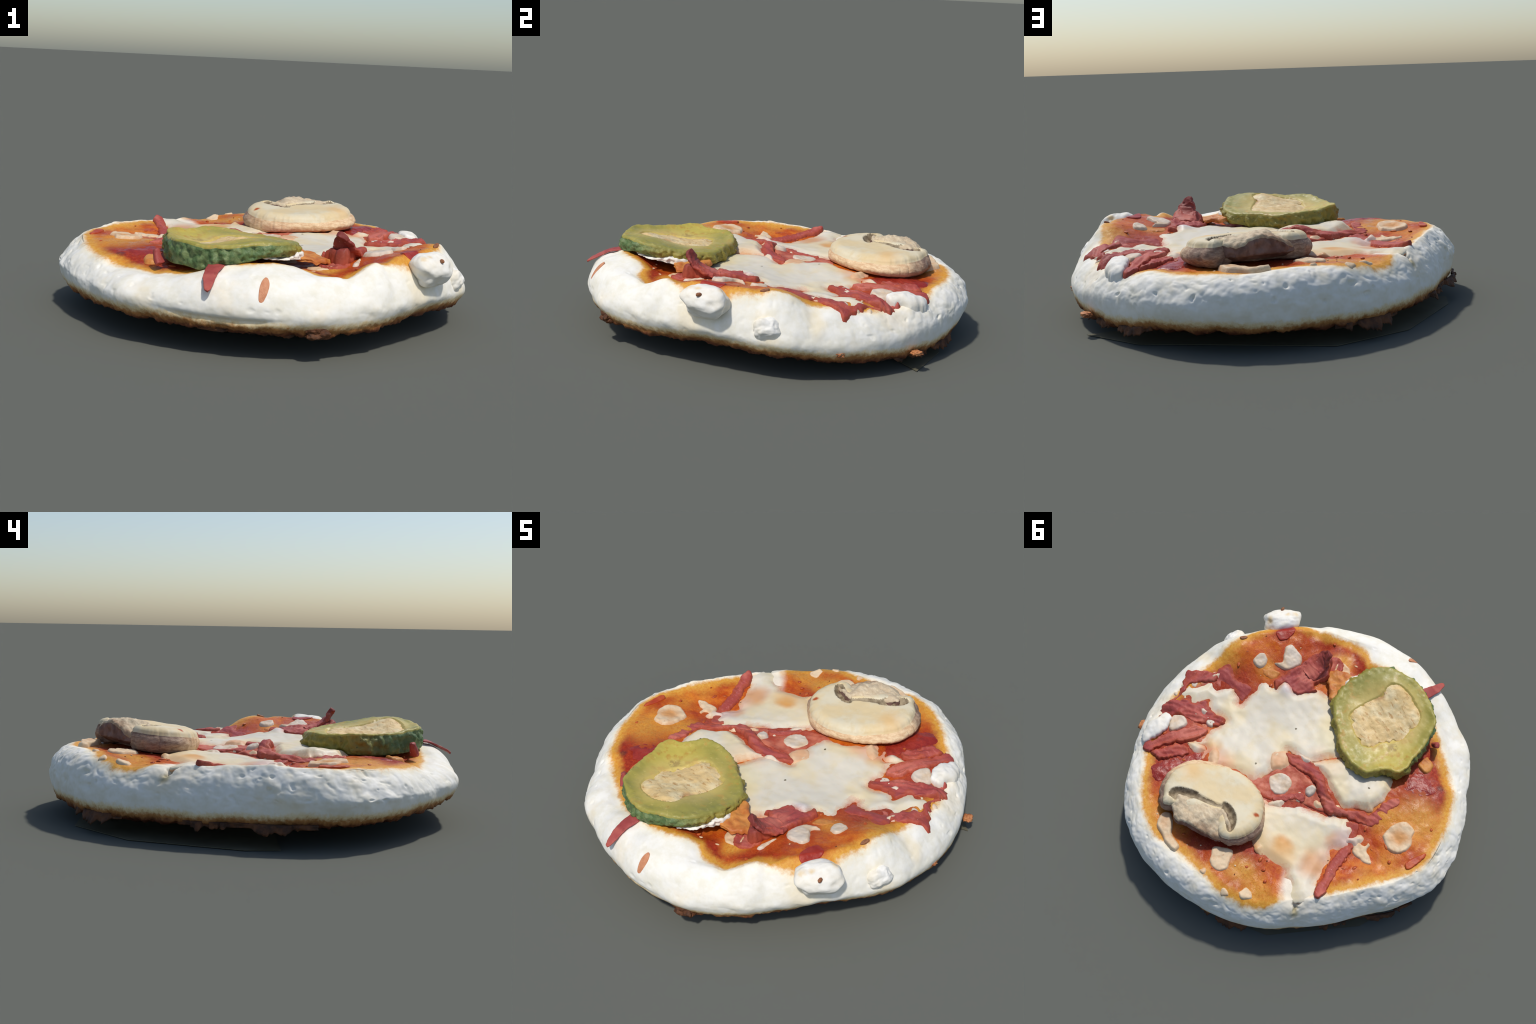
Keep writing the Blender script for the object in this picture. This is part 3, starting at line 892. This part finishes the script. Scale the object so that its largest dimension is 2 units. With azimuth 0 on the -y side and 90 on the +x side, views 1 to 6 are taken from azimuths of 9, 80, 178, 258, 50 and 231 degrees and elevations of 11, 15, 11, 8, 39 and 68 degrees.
ham_shred([(.895, .155), (.85, .136), (.805, .084), (.759, .041), (.714, .067), (.733, .103), (.765, .157), (.792, .213), (.772, .264), (.76, .297),
               (.766, .343), (.788, .365), (.787, .304), (.809, .257), (.857, .206)], .013, HAM, 9)
ham_shred([(.764, .031), (.756, -.04), (.704, -.041), (.65, -.028), (.582, -.062), (.549, -.069), (.536, -.009), (.529, .03), (.58, .022), (.658, .042),
               (.672, .101), (.713, .079)], .010, HAM, 10, taper=.03, fold=.006)
ham_shred([(.777, .439), (.789, .37), (.763, .344), (.726, .283), (.677, .254), (.654, .184), (.598, .204), (.545, .197), (.492, .172), (.474, .204),
               (.492, .247), (.524, .274), (.591, .327), (.665, .362), (.701, .411), (.732, .464), (.757, .441)], .014, HAM, 11, rough=.010, fold=.012,
       lift=lambda x, y: .02 * np.exp(-((x - .76) ** 2 + (y - .36) ** 2) / .04 ** 2))
ham_shred([(.513, -.196), (.501, -.27), (.494, -.349), (.466, -.437), (.45, -.497), (.442, -.535), (.410, -.535), (.380, -.505), (.345, -.451), (.358, -.368),
               (.312, -.353), (.335, -.293), (.353, -.249), (.403, -.229), (.457, -.231), (.452, -.163)], .022, HAM, 12, edge=.010, rough=.009, fold=.008,
       lift=lambda x, y: .045 * smooth(np.hypot(x - np.clip(x, .385, .440), (y + .50) * (1.0 + .5 * (y < -.50))), .11, .02) + .012 * smooth(y, -.25, -.38))
ham_shred([(-.053, .237), (-.085, .158), (-.129, .087), (-.171, .087), (-.174, .122), (-.118, .182), (-.079, .24)], .014, HAM, 13, edge=.008)
ham_shred([(.30, -.47), (.35, -.44), (.43, -.46), (.46, -.52), (.42, -.58), (.37, -.60), (.33, -.55)], .012, HAM, 14, edge=.01, rough=.01)


def ribbon(name, path, widths, thick, mat, seed=0, n=40, m=16, wob=.004):
    """a strip with a rounded oblong section along a 3D path"""
    p = np.asarray(path, float)
    u = np.linspace(0, 1, len(p))
    uu = np.linspace(0, 1, n)
    # quadratic smoothing by repeated averaging of the dense polyline
    q = np.stack([np.interp(uu, u, p[:, i]) for i in range(3)], 1)
    for _ in range(12):
        q[1:-1] = .25 * q[:-2] + .5 * q[1:-1] + .25 * q[2:]
    w = np.interp(uu, u, widths)
    w = w * np.clip(np.sqrt(1 - np.clip(np.abs(uu - .5) * 2 - .88, 0, 1) ** 2 / .0145), .15, 1)
    T = np.gradient(q, axis=0)
    T /= np.linalg.norm(T, axis=1)[:, None]
    S = np.cross(T, (0, 0, 1.0))
    bad = np.linalg.norm(S, axis=1) < .2
    S[bad] = (1, 0, 0)
    S /= np.linalg.norm(S, axis=1)[:, None]
    U = np.cross(S, T)
    ph = np.arange(m) / m * TAU
    ce, se = np.sign(np.cos(ph)) * np.abs(np.cos(ph)) ** .6, np.sign(np.sin(ph)) * np.abs(np.sin(ph)) ** .6
    V = q[:, None] + S[:, None] * (ce[None, :, None] * w[:, None, None] / 2) + U[:, None] * (se[None, :, None] * thick / 2)
    V = V.reshape(-1, 3)
    V = V + wob * np.stack([noise3(V, 25, 3, seed=seed + i) for i in range(3)], 1)
    f = []
    for i in range(n - 1):
        for k in range(m):
            f.append((i * m + k, (i + 1) * m + k, (i + 1) * m + (k + 1) % m, i * m + (k + 1) % m))
    f.append(tuple(range(m)))
    f.append(tuple(reversed(range((n - 1) * m, n * m))))
    ob = make_object(name, V.tolist(), f, [mat], root)
    return ob


_p = [(-.06, -.72), (-.066, -.78), (-.072, -.84), (-.077, -.89), (-.076, -.93)]
_z = surf(np.array([a for a, _ in _p]), np.array([b for _, b in _p])) + .012
ribbon("ham", [(a, b, z) for (a, b), z in zip(_p, _z)] + [(-.072, -.965, .306), (-.066, -1.0, .284)], [.06, .078, .068, .060, .050, .038, .022], .011, HAM, 21, wob=.005)
ribbon("ham", [(.430, -.36, .360), (.432, -.42, .374), (.428, -.465, .398), (.418, -.495, .434), (.408, -.508, .474)], [.13, .135, .115, .085, .048], .026, HAM, 24, n=60, m=40, wob=.012)
ribbon("ham", [(-.34, -.70, .315), (-.352, -.692, .335), (-.362, -.684, .356), (-.366, -.68, .378)], [.05, .042, .034, .026], .028, HAM, 22, n=24)

# ---- thick red sauce
draped("sauce_pool", [(.498, .615), (.467, .546), (.438, .469), (.413, .389), (.373, .398), (.346, .435), (.331, .47), (.3, .527), (.40, .70), (.49, .68)], .006, GEL, 15, rough=.006, freq=16, taper=.05, feather=0, wob=.014)
draped("sauce_pool", [(-.398, -.483), (-.426, -.534), (-.464, -.555), (-.518, -.55), (-.560, -.54), (-.575, -.50), (-.55, -.45), (-.513, -.396), (-.494, -.313),
                      (-.45, -.333), (-.421, -.397)], .004, GEL, 16, rough=.005, freq=16, taper=.06, feather=0, wob=.014)
draped("pepper_flake", [(-.788, -.115), (-.789, -.171), (-.807, -.235), (-.824, -.212), (-.822, -.106)], .008, plain("red_pepper", (196, 92, 42), (172, 62, 32), 16, .45, .3), 17, edge=.006)

draped("pepper_flake", [(.745, -.385), (.69, -.36), (.665, -.41), (.685, -.475), (.725, -.475)], .006, PEPPER, 18, edge=.004, rough=.004)

# ---- crumbs of cheese and other small pieces that lie flat
def crumb(outline, thick, mat, seed, **k):
    thick *= .72
    k.setdefault("edge", min(.012, thick * .8))
    k.setdefault("taper", .010)
    return draped("cheese_crumb", outline, thick, mat, seed, rough=k.pop("rough", .005), freq=22, step=.006, wob=.003, **k)


def tan_bits(outline, thick, seed):
    return draped("tan_cheese", outline, thick, TAN, seed, rough=.004, freq=16, wob=.006, taper=.03, feather=.1, rnd=.006)


tan_bits([(.128, .003), (.175, .06), (.160, .12), (.095, .15), (.05, .12), (.035, .06), (.07, .02)], .020, 120)
tan_bits([(-.205, .04), (-.25, .03), (-.275, .055), (-.24, .085), (-.20, .07)], .016, 121)
tan_bits([(.385, .36), (.33, .40), (.28, .42), (.27, .36), (.33, .31), (.385, .31)], .020, 122)
SMEAR = dict(mats=CHEESE_SET[1:4], top_mat=lambda x, y, d: (d < .012).astype(int) + (d < .006), feather=.0, taper=.03, rnd=.005, rough=.004, wob=.007)
for n, (cx, cy, rx, ry, an, th) in enumerate(((-.30, .005, .05, .03, .4, .026), (.02, -.045, .045, .028, .2, .024), (-.515, .02, .045, .04, 1.2, .022), (.60, .235, .05, .028, .8, .024),
                                              (.74, .06, .05, .022, 1.4, .020), (.48, -.235, .05, .025, 1.5, .024), (-.09, .235, .05, .03, .9, .016), (.44, .40, .05, .03, .4, .016))):
    o = []
    for t in np.arange(9) / 9 * TAU:
        u, v = rx * math.cos(t) * (1 + .25 * math.sin(2 * t + n)), ry * math.sin(t) * (1 + .25 * math.cos(3 * t + n))
        o.append((cx + u * math.cos(an) - v * math.sin(an), cy + u * math.sin(an) + v * math.cos(an)))
    draped("melted_cheese", o, th, CHEESE, 140 + n, **SMEAR)
dish = lambda x, y: -.009 * np.exp(-((x + .655) ** 2 + (y + .178) ** 2) / .05 ** 2)
crumb([(-.596, -.112), (-.58, -.146), (-.573, -.192), (-.583, -.24), (-.612, -.273), (-.673, -.272), (-.696, -.237), (-.726, -.212), (-.734, -.157), (-.716, -.116),
       (-.669, -.09)], .018, CRUMB, 31, lift=dish)
crumb([(-.533, .04), (-.538, .005), (-.57, -.01), (-.57, -.034), (-.593, -.031), (-.602, 0), (-.63, .006), (-.678, .028), (-.651, .054), (-.612, .063), (-.567, .071)], .014, CRUMB, 32)
crumb([(-.096, .659), (-.154, .6), (-.186, .597), (-.223, .649), (-.241, .676), (-.229, .717), (-.197, .737), (-.15, .729), (-.12, .697)], .013, CRUMB, 33)
crumb([(.052, .187), (.054, .141), (.028, .1), (-.023, .085), (-.068, .111), (-.077, .163), (-.064, .198), (-.013, .22)], .020, SOFT, 34)
crumb([(.223, .803), (.226, .765), (.192, .739), (.126, .776), (.099, .802), (.041, .806), (.008, .814), (.002, .846), (.026, .858), (.082, .863), (.142, .851), (.185, .846)],
      .034, CRUMB, 35, edge=.016)
crumb([(.68, -.161), (.691, -.186), (.692, -.225), (.669, -.246), (.633, -.236), (.611, -.197), (.62, -.165), (.649, -.155)], .022, SOFT, 36)
crumb([(.596, -.257), (.577, -.294), (.603, -.327), (.635, -.363), (.625, -.402), (.581, -.408), (.53, -.408), (.5, -.379), (.501, -.328), (.516, -.288), (.555, -.265)], .020, SOFT, 37)
crumb([(.608, -.17), (.59, -.215), (.546, -.246), (.521, -.241), (.522, -.19), (.558, -.171)], .008, FLAKE, 38)
crumb([(.501, -.419), (.498, -.482), (.492, -.53), (.466, -.536), (.473, -.476)], .014, SOFT, 39)
crumb([(.638, .46), (.685, .41), (.679, .378), (.64, .349), (.597, .357), (.582, .383), (.589, .439), (.609, .468)], .026, SOFT, 40)
crumb([(.557, .266), (.563, .24), (.537, .228), (.506, .224), (.494, .245), (.497, .268), (.522, .275)], .022, SOFT, 41)
crumb([(.626, .299), (.627, .277), (.605, .27), (.596, .286), (.608, .303)], .022, SOFT, 42)
crumb([(-.376, -.54), (-.364, -.583), (-.367, -.623), (-.391, -.625), (-.433, -.618), (-.454, -.576), (-.449, -.546), (-.423, -.534)], .022, FLAKE, 43)
crumb([(-.13, .015), (-.165, .012), (-.18, .04), (-.175, .072), (-.145, .08), (-.122, .058)], .034, SOFT, 44, edge=.018)
crumb([(-.115, .10), (-.14, .088), (-.168, .105), (-.165, .135), (-.135, .145)], .012, SOFT, 45)
crumb([(.345, -.60), (.29, -.585), (.27, -.53), (.33, -.50), (.40, -.53), (.395, -.58)], .010, CRUMB, 46)
for cx, cy, rr, sd in ((-.337, .765, .024, 47), (-.406, .676, .036, 48), (-.175, .787, .02, 49), (.775, .185, .022, 50), (.80, .30, .016, 51), (.815, .24, .014, 52)):
    crumb([(cx + rr * (1 + .3 * math.sin(3 * a + sd)) * math.cos(a), cy + rr * math.sin(a)) for a in np.arange(7) / 7 * TAU], .012, CRUMB if sd < 50 else SOFT, sd)


# ---- bits of tomato, crust and herbs in the sauce
def bits(name, mat, count, lo, hi, seed, flat):
    rng = np.random.default_rng(seed)
    bm = bmesh.new()
    bmesh.ops.create_icosphere(bm, subdivisions=2, radius=1.0)
    U = np.array([v.co[:] for v in bm.verts])
    T = [tuple(v.index for v in f.verts) for f in bm.faces]
    bm.free()
    V, F = [], []
    for k in range(count):
        a, q = rng.uniform(0, TAU), math.sqrt(rng.uniform(.12, 1))
        r = q * (float(periodic(np.array([a]), np.radians([t for t, *_ in SAUCE]), [w for _, w, _ in SAUCE])[0]) - .04)
        x, y = r * math.cos(a), r * math.sin(a)
        size = rng.uniform(lo, hi)
        an = rng.uniform(0, TAU)
        p = U * (1 + .5 * noise3(U, 1.4, 2, seed=seed + k))[:, None] * np.array([size * rng.uniform(1, 2.2), size, size * flat])
        p = np.stack([p[:, 0] * math.cos(an) - p[:, 1] * math.sin(an) + x, p[:, 0] * math.sin(an) + p[:, 1] * math.cos(an) + y, p[:, 2]], 1)
        p[:, 2] += float(surf(np.array([x]), np.array([y]))[0]) + size * flat * .2
        F += [tuple(i + len(V) * len(U) for i in t) for t in T]
        V.append(p)
    ob = make_object(name, np.vstack(V).tolist(), F, [mat], root)
    ob["kind"] = "stuff"


bits("tomato_bit", plain("tomato_bit", (168, 70, 32), (190, 98, 44), 30, .4, .3), 110, .004, .011, 201, .45)
bits("herb_fleck", plain("dried_herb", (112, 62, 36), (84, 54, 30), 40), 10, .002, .004, 202, .5)
bits("cheese_speck", CRUMB, 45, .003, .007, 203, .5)

# ---- lumps: crumbly cheese on the rim, burnt drips below
def lump(name, centre, radii, mat, seed, rot=(0, 0, 0), amp=.25, freq=1.6, sub=5, facets=.0, parent=None):
    bm = bmesh.new()
    bmesh.ops.create_icosphere(bm, subdivisions=sub, radius=1.0)
    V = np.array([v.co[:] for v in bm.verts])
    F = [tuple(v.index for v in f.verts) for f in bm.faces]
    bm.free()
    k = 1 + amp * (noise3(V, freq, 3, .42, seed=seed) * 1.3) + facets * -np.abs(noise3(V, freq * 2.2, 2, seed=seed + 3))
    V = V * k[:, None]
    # squarish body
    V = np.sign(V) * np.abs(V) ** .86
    V = V * np.asarray(radii)
    from mathutils import Euler
    R = np.array(Euler(rot).to_matrix())
    V = V @ R.T + np.asarray(centre)
    return make_object(name, V.tolist(), F, [mat], parent or root)


a0 = math.atan2(-.467, .809)
lump("white_cheese_chunk", (.800, -.458, .340), (.078, .112, .066), FETA, 61, (0, math.radians(36), a0), .26, .95, 5, .03)
lump("white_cheese_chunk", (.902, -.192, .240), (.050, .064, .062), FETA, 62, (0, math.radians(45), -.2), .30, 1.0, 5, .03)
draped("white_cheese_chunk", [(.735, .474), (.724, .42), (.687, .408), (.653, .438), (.63, .49), (.632, .549), (.646, .615), (.69, .615), (.735, .55)], .034, FETA, 63, edge=.016, rough=.012, freq=12, wob=.010)
lump("burnt_drip", (.366, -.888, .126), (.056, .040, .028), BURNT, 71, (0, 0, .3), .38, 1.6, 5, .22)
lump("burnt_drip", (.934, .135, .132), (.030, .030, .018), TOAST, 72, (0, 0, .3), .6, 2.2, 4, .5)
lump("burnt_drip", (-.05, -.925, .122), (.07, .024, .014), BURNT, 73, (0, 0, 0), .38, 1.6, 5, .22)


def hem(name, a0, a1, r0, length, mat, seed, thick=.012, flare=.0):
    """a ragged edge of burnt crust hanging below the rim between two angles"""
    n = int((a1 - a0) * 3)
    a = np.radians(np.linspace(a0, a1, n))
    P = xyz(np.cos(a), np.sin(a), seed * .7)
    fade = smooth(np.minimum(a - a[0], a[-1] - a), 0, math.radians(5))
    drop = np.clip(.12 + 1.7 * noise3(P, 7, 2, .5, seed=seed) + 1.0 * noise3(P, 20, 3, .65, seed=seed + 1), 0, 1.2) * length * fade
    stick = flare * np.clip(drop / length, 0, 1)
    R = f_Ro(a) * r0
    top = f_Zb(a) + .022
    V, rows = [], 5
    for f in np.linspace(0, 1, rows):
        rr = R + stick * f - .012 * (drop < .004) + .010 * noise3(P + f * .1, 24, 2, seed=seed + 2)
        V.append(np.stack([rr * np.cos(a), rr * np.sin(a), top - f * (drop + .020)], 1))
    for f in np.linspace(1, 0, rows):
        rr = R - thick * (1 - .6 * f) + stick * f - .012 * (drop < .004)
        V.append(np.stack([rr * np.cos(a), rr * np.sin(a), top - f * (drop + .020) + .001], 1))
    V = np.array(V)
    m = len(V)
    F = []
    for i in range(m):
        for k in range(n - 1):
            F.append((i * n + k, i * n + k + 1, ((i + 1) % m) * n + k + 1, ((i + 1) % m) * n + k))
    F.append(tuple(i * n for i in range(m)))
    F.append(tuple(i * n + n - 1 for i in reversed(range(m))))
    return make_object(name, V.reshape(-1, 3).tolist(), F, [mat], root)


hem("burnt_hem", 106, 128, 1.0, .036, BURNT, 74, flare=.035)
hem("burnt_hem", 146, 184, 1.0, .026, BURNT, 76, flare=.020)
hem("burnt_hem", 262, 300, .925, .014, BURNT, 86, flare=.004)
hem("burnt_hem", 22, 58, .985, .026, BURNT, 88, flare=.020)

# a torn, toasted ledge that sticks out under the north-east edge
lump("burnt_drip", (.832, .535, .092), (.026, .030, .012), TOAST, 79, (0, 0, .5), .5, 2.0, 4, .4)


def leaf_on(name, centre, half, mat, ang, thick=.006, seed=0):
    """a small flat shred lying on the rim's curved surface"""
    ca, sa = math.cos(ang), math.sin(ang)
    o = []
    for t in np.arange(10) / 10 * TAU:
        u, v = half[0] * math.cos(t) * (1 + .12 * math.sin(3 * t + seed)), half[1] * math.sin(t)
        o.append((centre[0] + u * ca - v * sa, centre[1] + u * sa + v * ca))
    return draped(name, o, thick, mat, seed, edge=.004, rough=.001, step=.004, wob=.001)


leaf_on("carrot_shred", (.152, -.945), (.036, .018), SHRED, math.radians(-100), .006, 91)
leaf_on("seed", (.820, -.198), (.022, .011), SEED, math.radians(70), .009, 92)
lump("seed", (.846, -.500, .386), (.009, .014, .008), SEED, 93, (0, .5, .3), .3, 2, 3)


# ------------------------------------------------------------------ pickle slice
PICK = [(.176, -.361), (.215, -.426), (.228, -.520), (.220, -.608), (.196, -.687), (.14, -.754), (.057, -.79), (-.019, -.820), (-.111, -.813), (-.177, -.791),
        (-.266, -.743), (-.307, -.669), (-.342, -.589), (-.359, -.511), (-.381, -.442), (-.376, -.386), (-.325, -.347), (-.3, -.304), (-.264, -.245), (-.197, -.217),
        (-.106, -.219), (-.029, -.241), (.042, -.283), (.109, -.312)]
CORE = [(.066, -.385), (.074, -.449), (.063, -.531), (.049, -.597), (.064, -.674), (.026, -.716), (-.035, -.732), (-.114, -.726), (-.18, -.704), (-.214, -.657),
        (-.217, -.596), (-.225, -.536), (-.201, -.48), (-.173, -.433), (-.167, -.379), (-.121, -.334), (-.065, -.34), (.018, -.366)]


pickle_plate = ThinPlate([(.03, -.26, .394), (-.2, -.21, .406), (-.37, -.38, .419), (-.35, -.52, .416), (-.33, -.62, .420), (-.2, -.75, .432), (-.13, -.81, .424), (0, -.70, .458),
                          (.03, -.79, .444), (.12, -.67, .455), (.17, -.72, .446), (.22, -.55, .422), (.22, -.45, .404), (.17, -.36, .396), (.065, -.381, .406), (-.18, -.70, .417),
                          (-.24, -.456, .388), (-.06, -.52, .408), (.05, -.58, .428), (-.28, -.34, .404), (-.12, -.36, .398)], 5e-4)


def pickle_plane(x, y):
    return pickle_plate(x, y)


CORE_EDGE = closed_curve(CORE, .006)


def pickle_top(x, y, d):
    P = xyz(x, y)
    hollow = .013 * np.where(inside(x, y, CORE_EDGE), smooth(edge_distance(x, y, CORE_EDGE), -.02, .02), 0)
    return pickle_plate(x, y) + .006 * noise3(P, 9, 2, seed=101) + .0016 * noise3(P, 36, 2, seed=102) + .006 * smooth(d, .05, .012) - hollow - .002 * smooth(d, .07, .15) + .006 * noise3(P, 20, 3, .6, seed=104) * smooth(d, .06, .02)


pickle = slab("pickle_slice", PICK, pickle_top, lambda x, y, d: np.minimum(np.maximum(surf(x, y) + .004, pickle_plane(x, y) - .100 + .045 * smooth(x, -.05, .15)), pickle_plane(x, y) - .04),
              [PK_FLESH, PK_SKIN], root, step=.0065, rnd=.012, bulge=.008, wob=.005, seed=103, side_rows=10, side_mat=1, side_noise=.026)
core_z = lambda x, y, d: pickle_plane(x, y) - .008 + .007 * smooth(d, 0, .04) + .009 * noise3(xyz(x, y), 14, 4, .6, seed=105)
slab("pickle_core", CORE, core_z, lambda x, y, d: pickle_plane(x, y) - .030, [PK_CORE], pickle, rnd=.004, wob=.024, seed=106, side_rows=1)

# crumbly cheese skirt caught under the pickle's edge and the browned flake that bridges to the ham
slab("cheese_skirt", [(.236, -.45), (.246, -.52), (.240, -.60), (.214, -.655), (.18, -.705), (.12, -.75), (.11, -.70), (.16, -.60), (.18, -.50), (.20, -.42)],
     lambda x, y, d: pickle_plane(np.minimum(x, .2), np.maximum(y, -.74)) - .034 - .030 * smooth(y, -.55, -.70) + .016 * noise3(xyz(x, y), 20, 3, seed=110),
     lambda x, y, d: np.maximum(surf(x, y) + .004, pickle_plane(np.minimum(x, .2), np.maximum(y, -.74)) - .070), [FETA], root, rnd=.010, wob=.012, seed=111, side_rows=4, side_noise=.02)
slab("browned_cheese_flake", [(.347, -.451), (.372, -.484), (.345, -.525), (.297, -.560), (.235, -.565), (.20, -.50), (.19, -.42), (.22, -.38), (.28, -.415)],
     lambda x, y, d: .374 - .12 * (x - .2) + .016 * noise3(xyz(x, y), 18, 3, seed=113),
     lambda x, y, d: .374 - .12 * (x - .2) - .020 + .016 * noise3(xyz(x, y), 18, 3, seed=113), [FLAKE], root, rnd=.010, wob=.009, seed=114, side_rows=3, side_noise=.012)

# ------------------------------------------------------------------ mushroom slice
SH = lambda p, k: [(x + .017 + .011 * k, y - .011 - .010 * k) for x, y in p]
MUSH = SH([(.258, .742), (.298, .705), (.333, .639), (.336, .573), (.319, .514), (.265, .444), (.196, .377), (.118, .331), (.042, .312), (-.028, .312), (-.093, .33),
           (-.144, .368), (-.185, .419), (-.2, .487), (-.192, .552), (-.166, .601), (-.139, .628), (-.105, .632), (-.06, .612), (-.01, .624), (.045, .652), (.095, .690),
           (.140, .715), (.174, .742), (.2, .770), (.232, .767)], 1)
GILL_L = SH([(.237, .724), (.251, .694), (.24, .659), (.207, .625), (.162, .593), (.143, .588), (.131, .615), (.15, .665), (.175, .69), (.183, .712), (.212, .72)], .6)
GILL_R = SH([(.028, .509), (-.002, .488), (-.047, .488), (-.091, .503), (-.127, .538), (-.139, .575), (-.123, .588), (-.071, .565), (-.01, .543)], .6)
STEM = SH([(.172, .745), (.187, .712), (.196, .681), (.172, .656), (.142, .634), (.090, .607), (.027, .572), (-.001, .535), (-.04, .534), (-.116, .556), (-.140, .600),
           (-.130, .642), (-.086, .675), (-.021, .714), (.042, .740), (.1, .770)], .8)


def mush_plane(x, y):
    return .414 + .115 * (y - .31) - .06 * np.clip(y - .62, 0, 1) - .06 * np.clip(x - .12, 0, 1)


GILL_ARC = SH([(.170, .610), (.150, .592), (.095, .566), (.040, .536), (.015, .512), (.000, .530), (.030, .566), (.085, .598), (.135, .628)], .6)
cgl, cgr, cga = closed_curve(GILL_L, .006), closed_curve(GILL_R, .006), closed_curve(GILL_ARC, .006)


def gill_depth(x, y):
    out = np.zeros(len(x))
    for c in (cgl, cgr):
        ins = inside(x, y, c)
        d = edge_distance(x, y, c)
        out += np.where(ins, smooth(d, -.008, .026), 0)
    ins, d = inside(x, y, cga), edge_distance(x, y, cga)
    return np.maximum(out, np.where(ins, .36 * smooth(d, -.006, .018), 0))


def mush_top(x, y, d):
    P = xyz(x, y)
    stem_side = smooth(x * -.53 + y * .85, .55, .64) * smooth(np.abs(x - .03), .17, .12)
    return mush_plane(x, y) - .008 * np.exp(-((x - .1) ** 2 + (y - .45) ** 2) / .12 ** 2) - .034 * gill_depth(x, y) - .02 * stem_side + .004 * noise3(P, 10, 3, seed=120) - .010 * smooth(d, .05, .0)


mushroom = slab("mushroom_slice", MUSH, mush_top, lambda x, y, d: surf(x, y) + .008 + .02 * smooth(y, .62, .70) * smooth(np.abs(x - .03), .17, .12), [MU_FLESH, MU_SKIN, MU_GILL],
                root, step=.005, top_mat=lambda x, y, d: np.where(gill_depth(x, y) > .14 + .15 * noise3(xyz(x, y), 30, 2, seed=9), 2, 0), rnd=.026, bulge=.010, bulge_fn=lambda x, y: 1 + 2.2 * smooth(x, .18, .33) + 1.2 * smooth(x, -.10, -.17), wob=.004, seed=121, side_rows=9, side_mat=1, side_noise=.006,
                lo_shape=lambda f: math.sin(math.pi * f) ** .8)
slab("mushroom_stem", STEM, lambda x, y, d: mush_plane(x, y) - .002 + .008 * np.exp(-((x - .03) ** 2 + (y - .62) ** 2) / .07 ** 2) - .028 * smooth(x * -.53 + y * .85, .57, .65) - .055 * smooth(x * -.53 + y * .85, .46, .60) * np.clip(((x - .03) * .87 + (y - .68) * .49) / .15, -1, 1) ** 2 + .020 * noise3(xyz(x, y), 13, 4, .6, seed=122),
     lambda x, y, d: mush_plane(x, y) - .108 + .020 * smooth(d, 0.04, 0), [MU_STEM, MU_UNDER], mushroom, rnd=.012, wob=.006, seed=123, side_rows=6, side_mat=1, side_noise=.014)
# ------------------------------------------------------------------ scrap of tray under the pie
scrap = [(.836, .543), (.586, .737), (-.262, .888), (-.600, .675), (-.866, .225), (-.884, .072), (-.5, .02), (0, .2), (.45, .40)]
n = len(scrap)
sv = [(x, y, .002) for x, y in scrap] + [(x, y, 0.0) for x, y in scrap]
sf = [tuple(range(n))[::-1], tuple(range(n, 2 * n))] + [(i, (i + 1) % n, n + (i + 1) % n, n + i) for i in range(n)]
tray = make_object("tray_scrap", sv, sf, [TRAY], root, smooth_shade=False)
bm = bmesh.new()
bm.from_mesh(tray.data)
bmesh.ops.recalc_face_normals(bm, faces=bm.faces)
bm.to_mesh(tray.data)
bm.free()
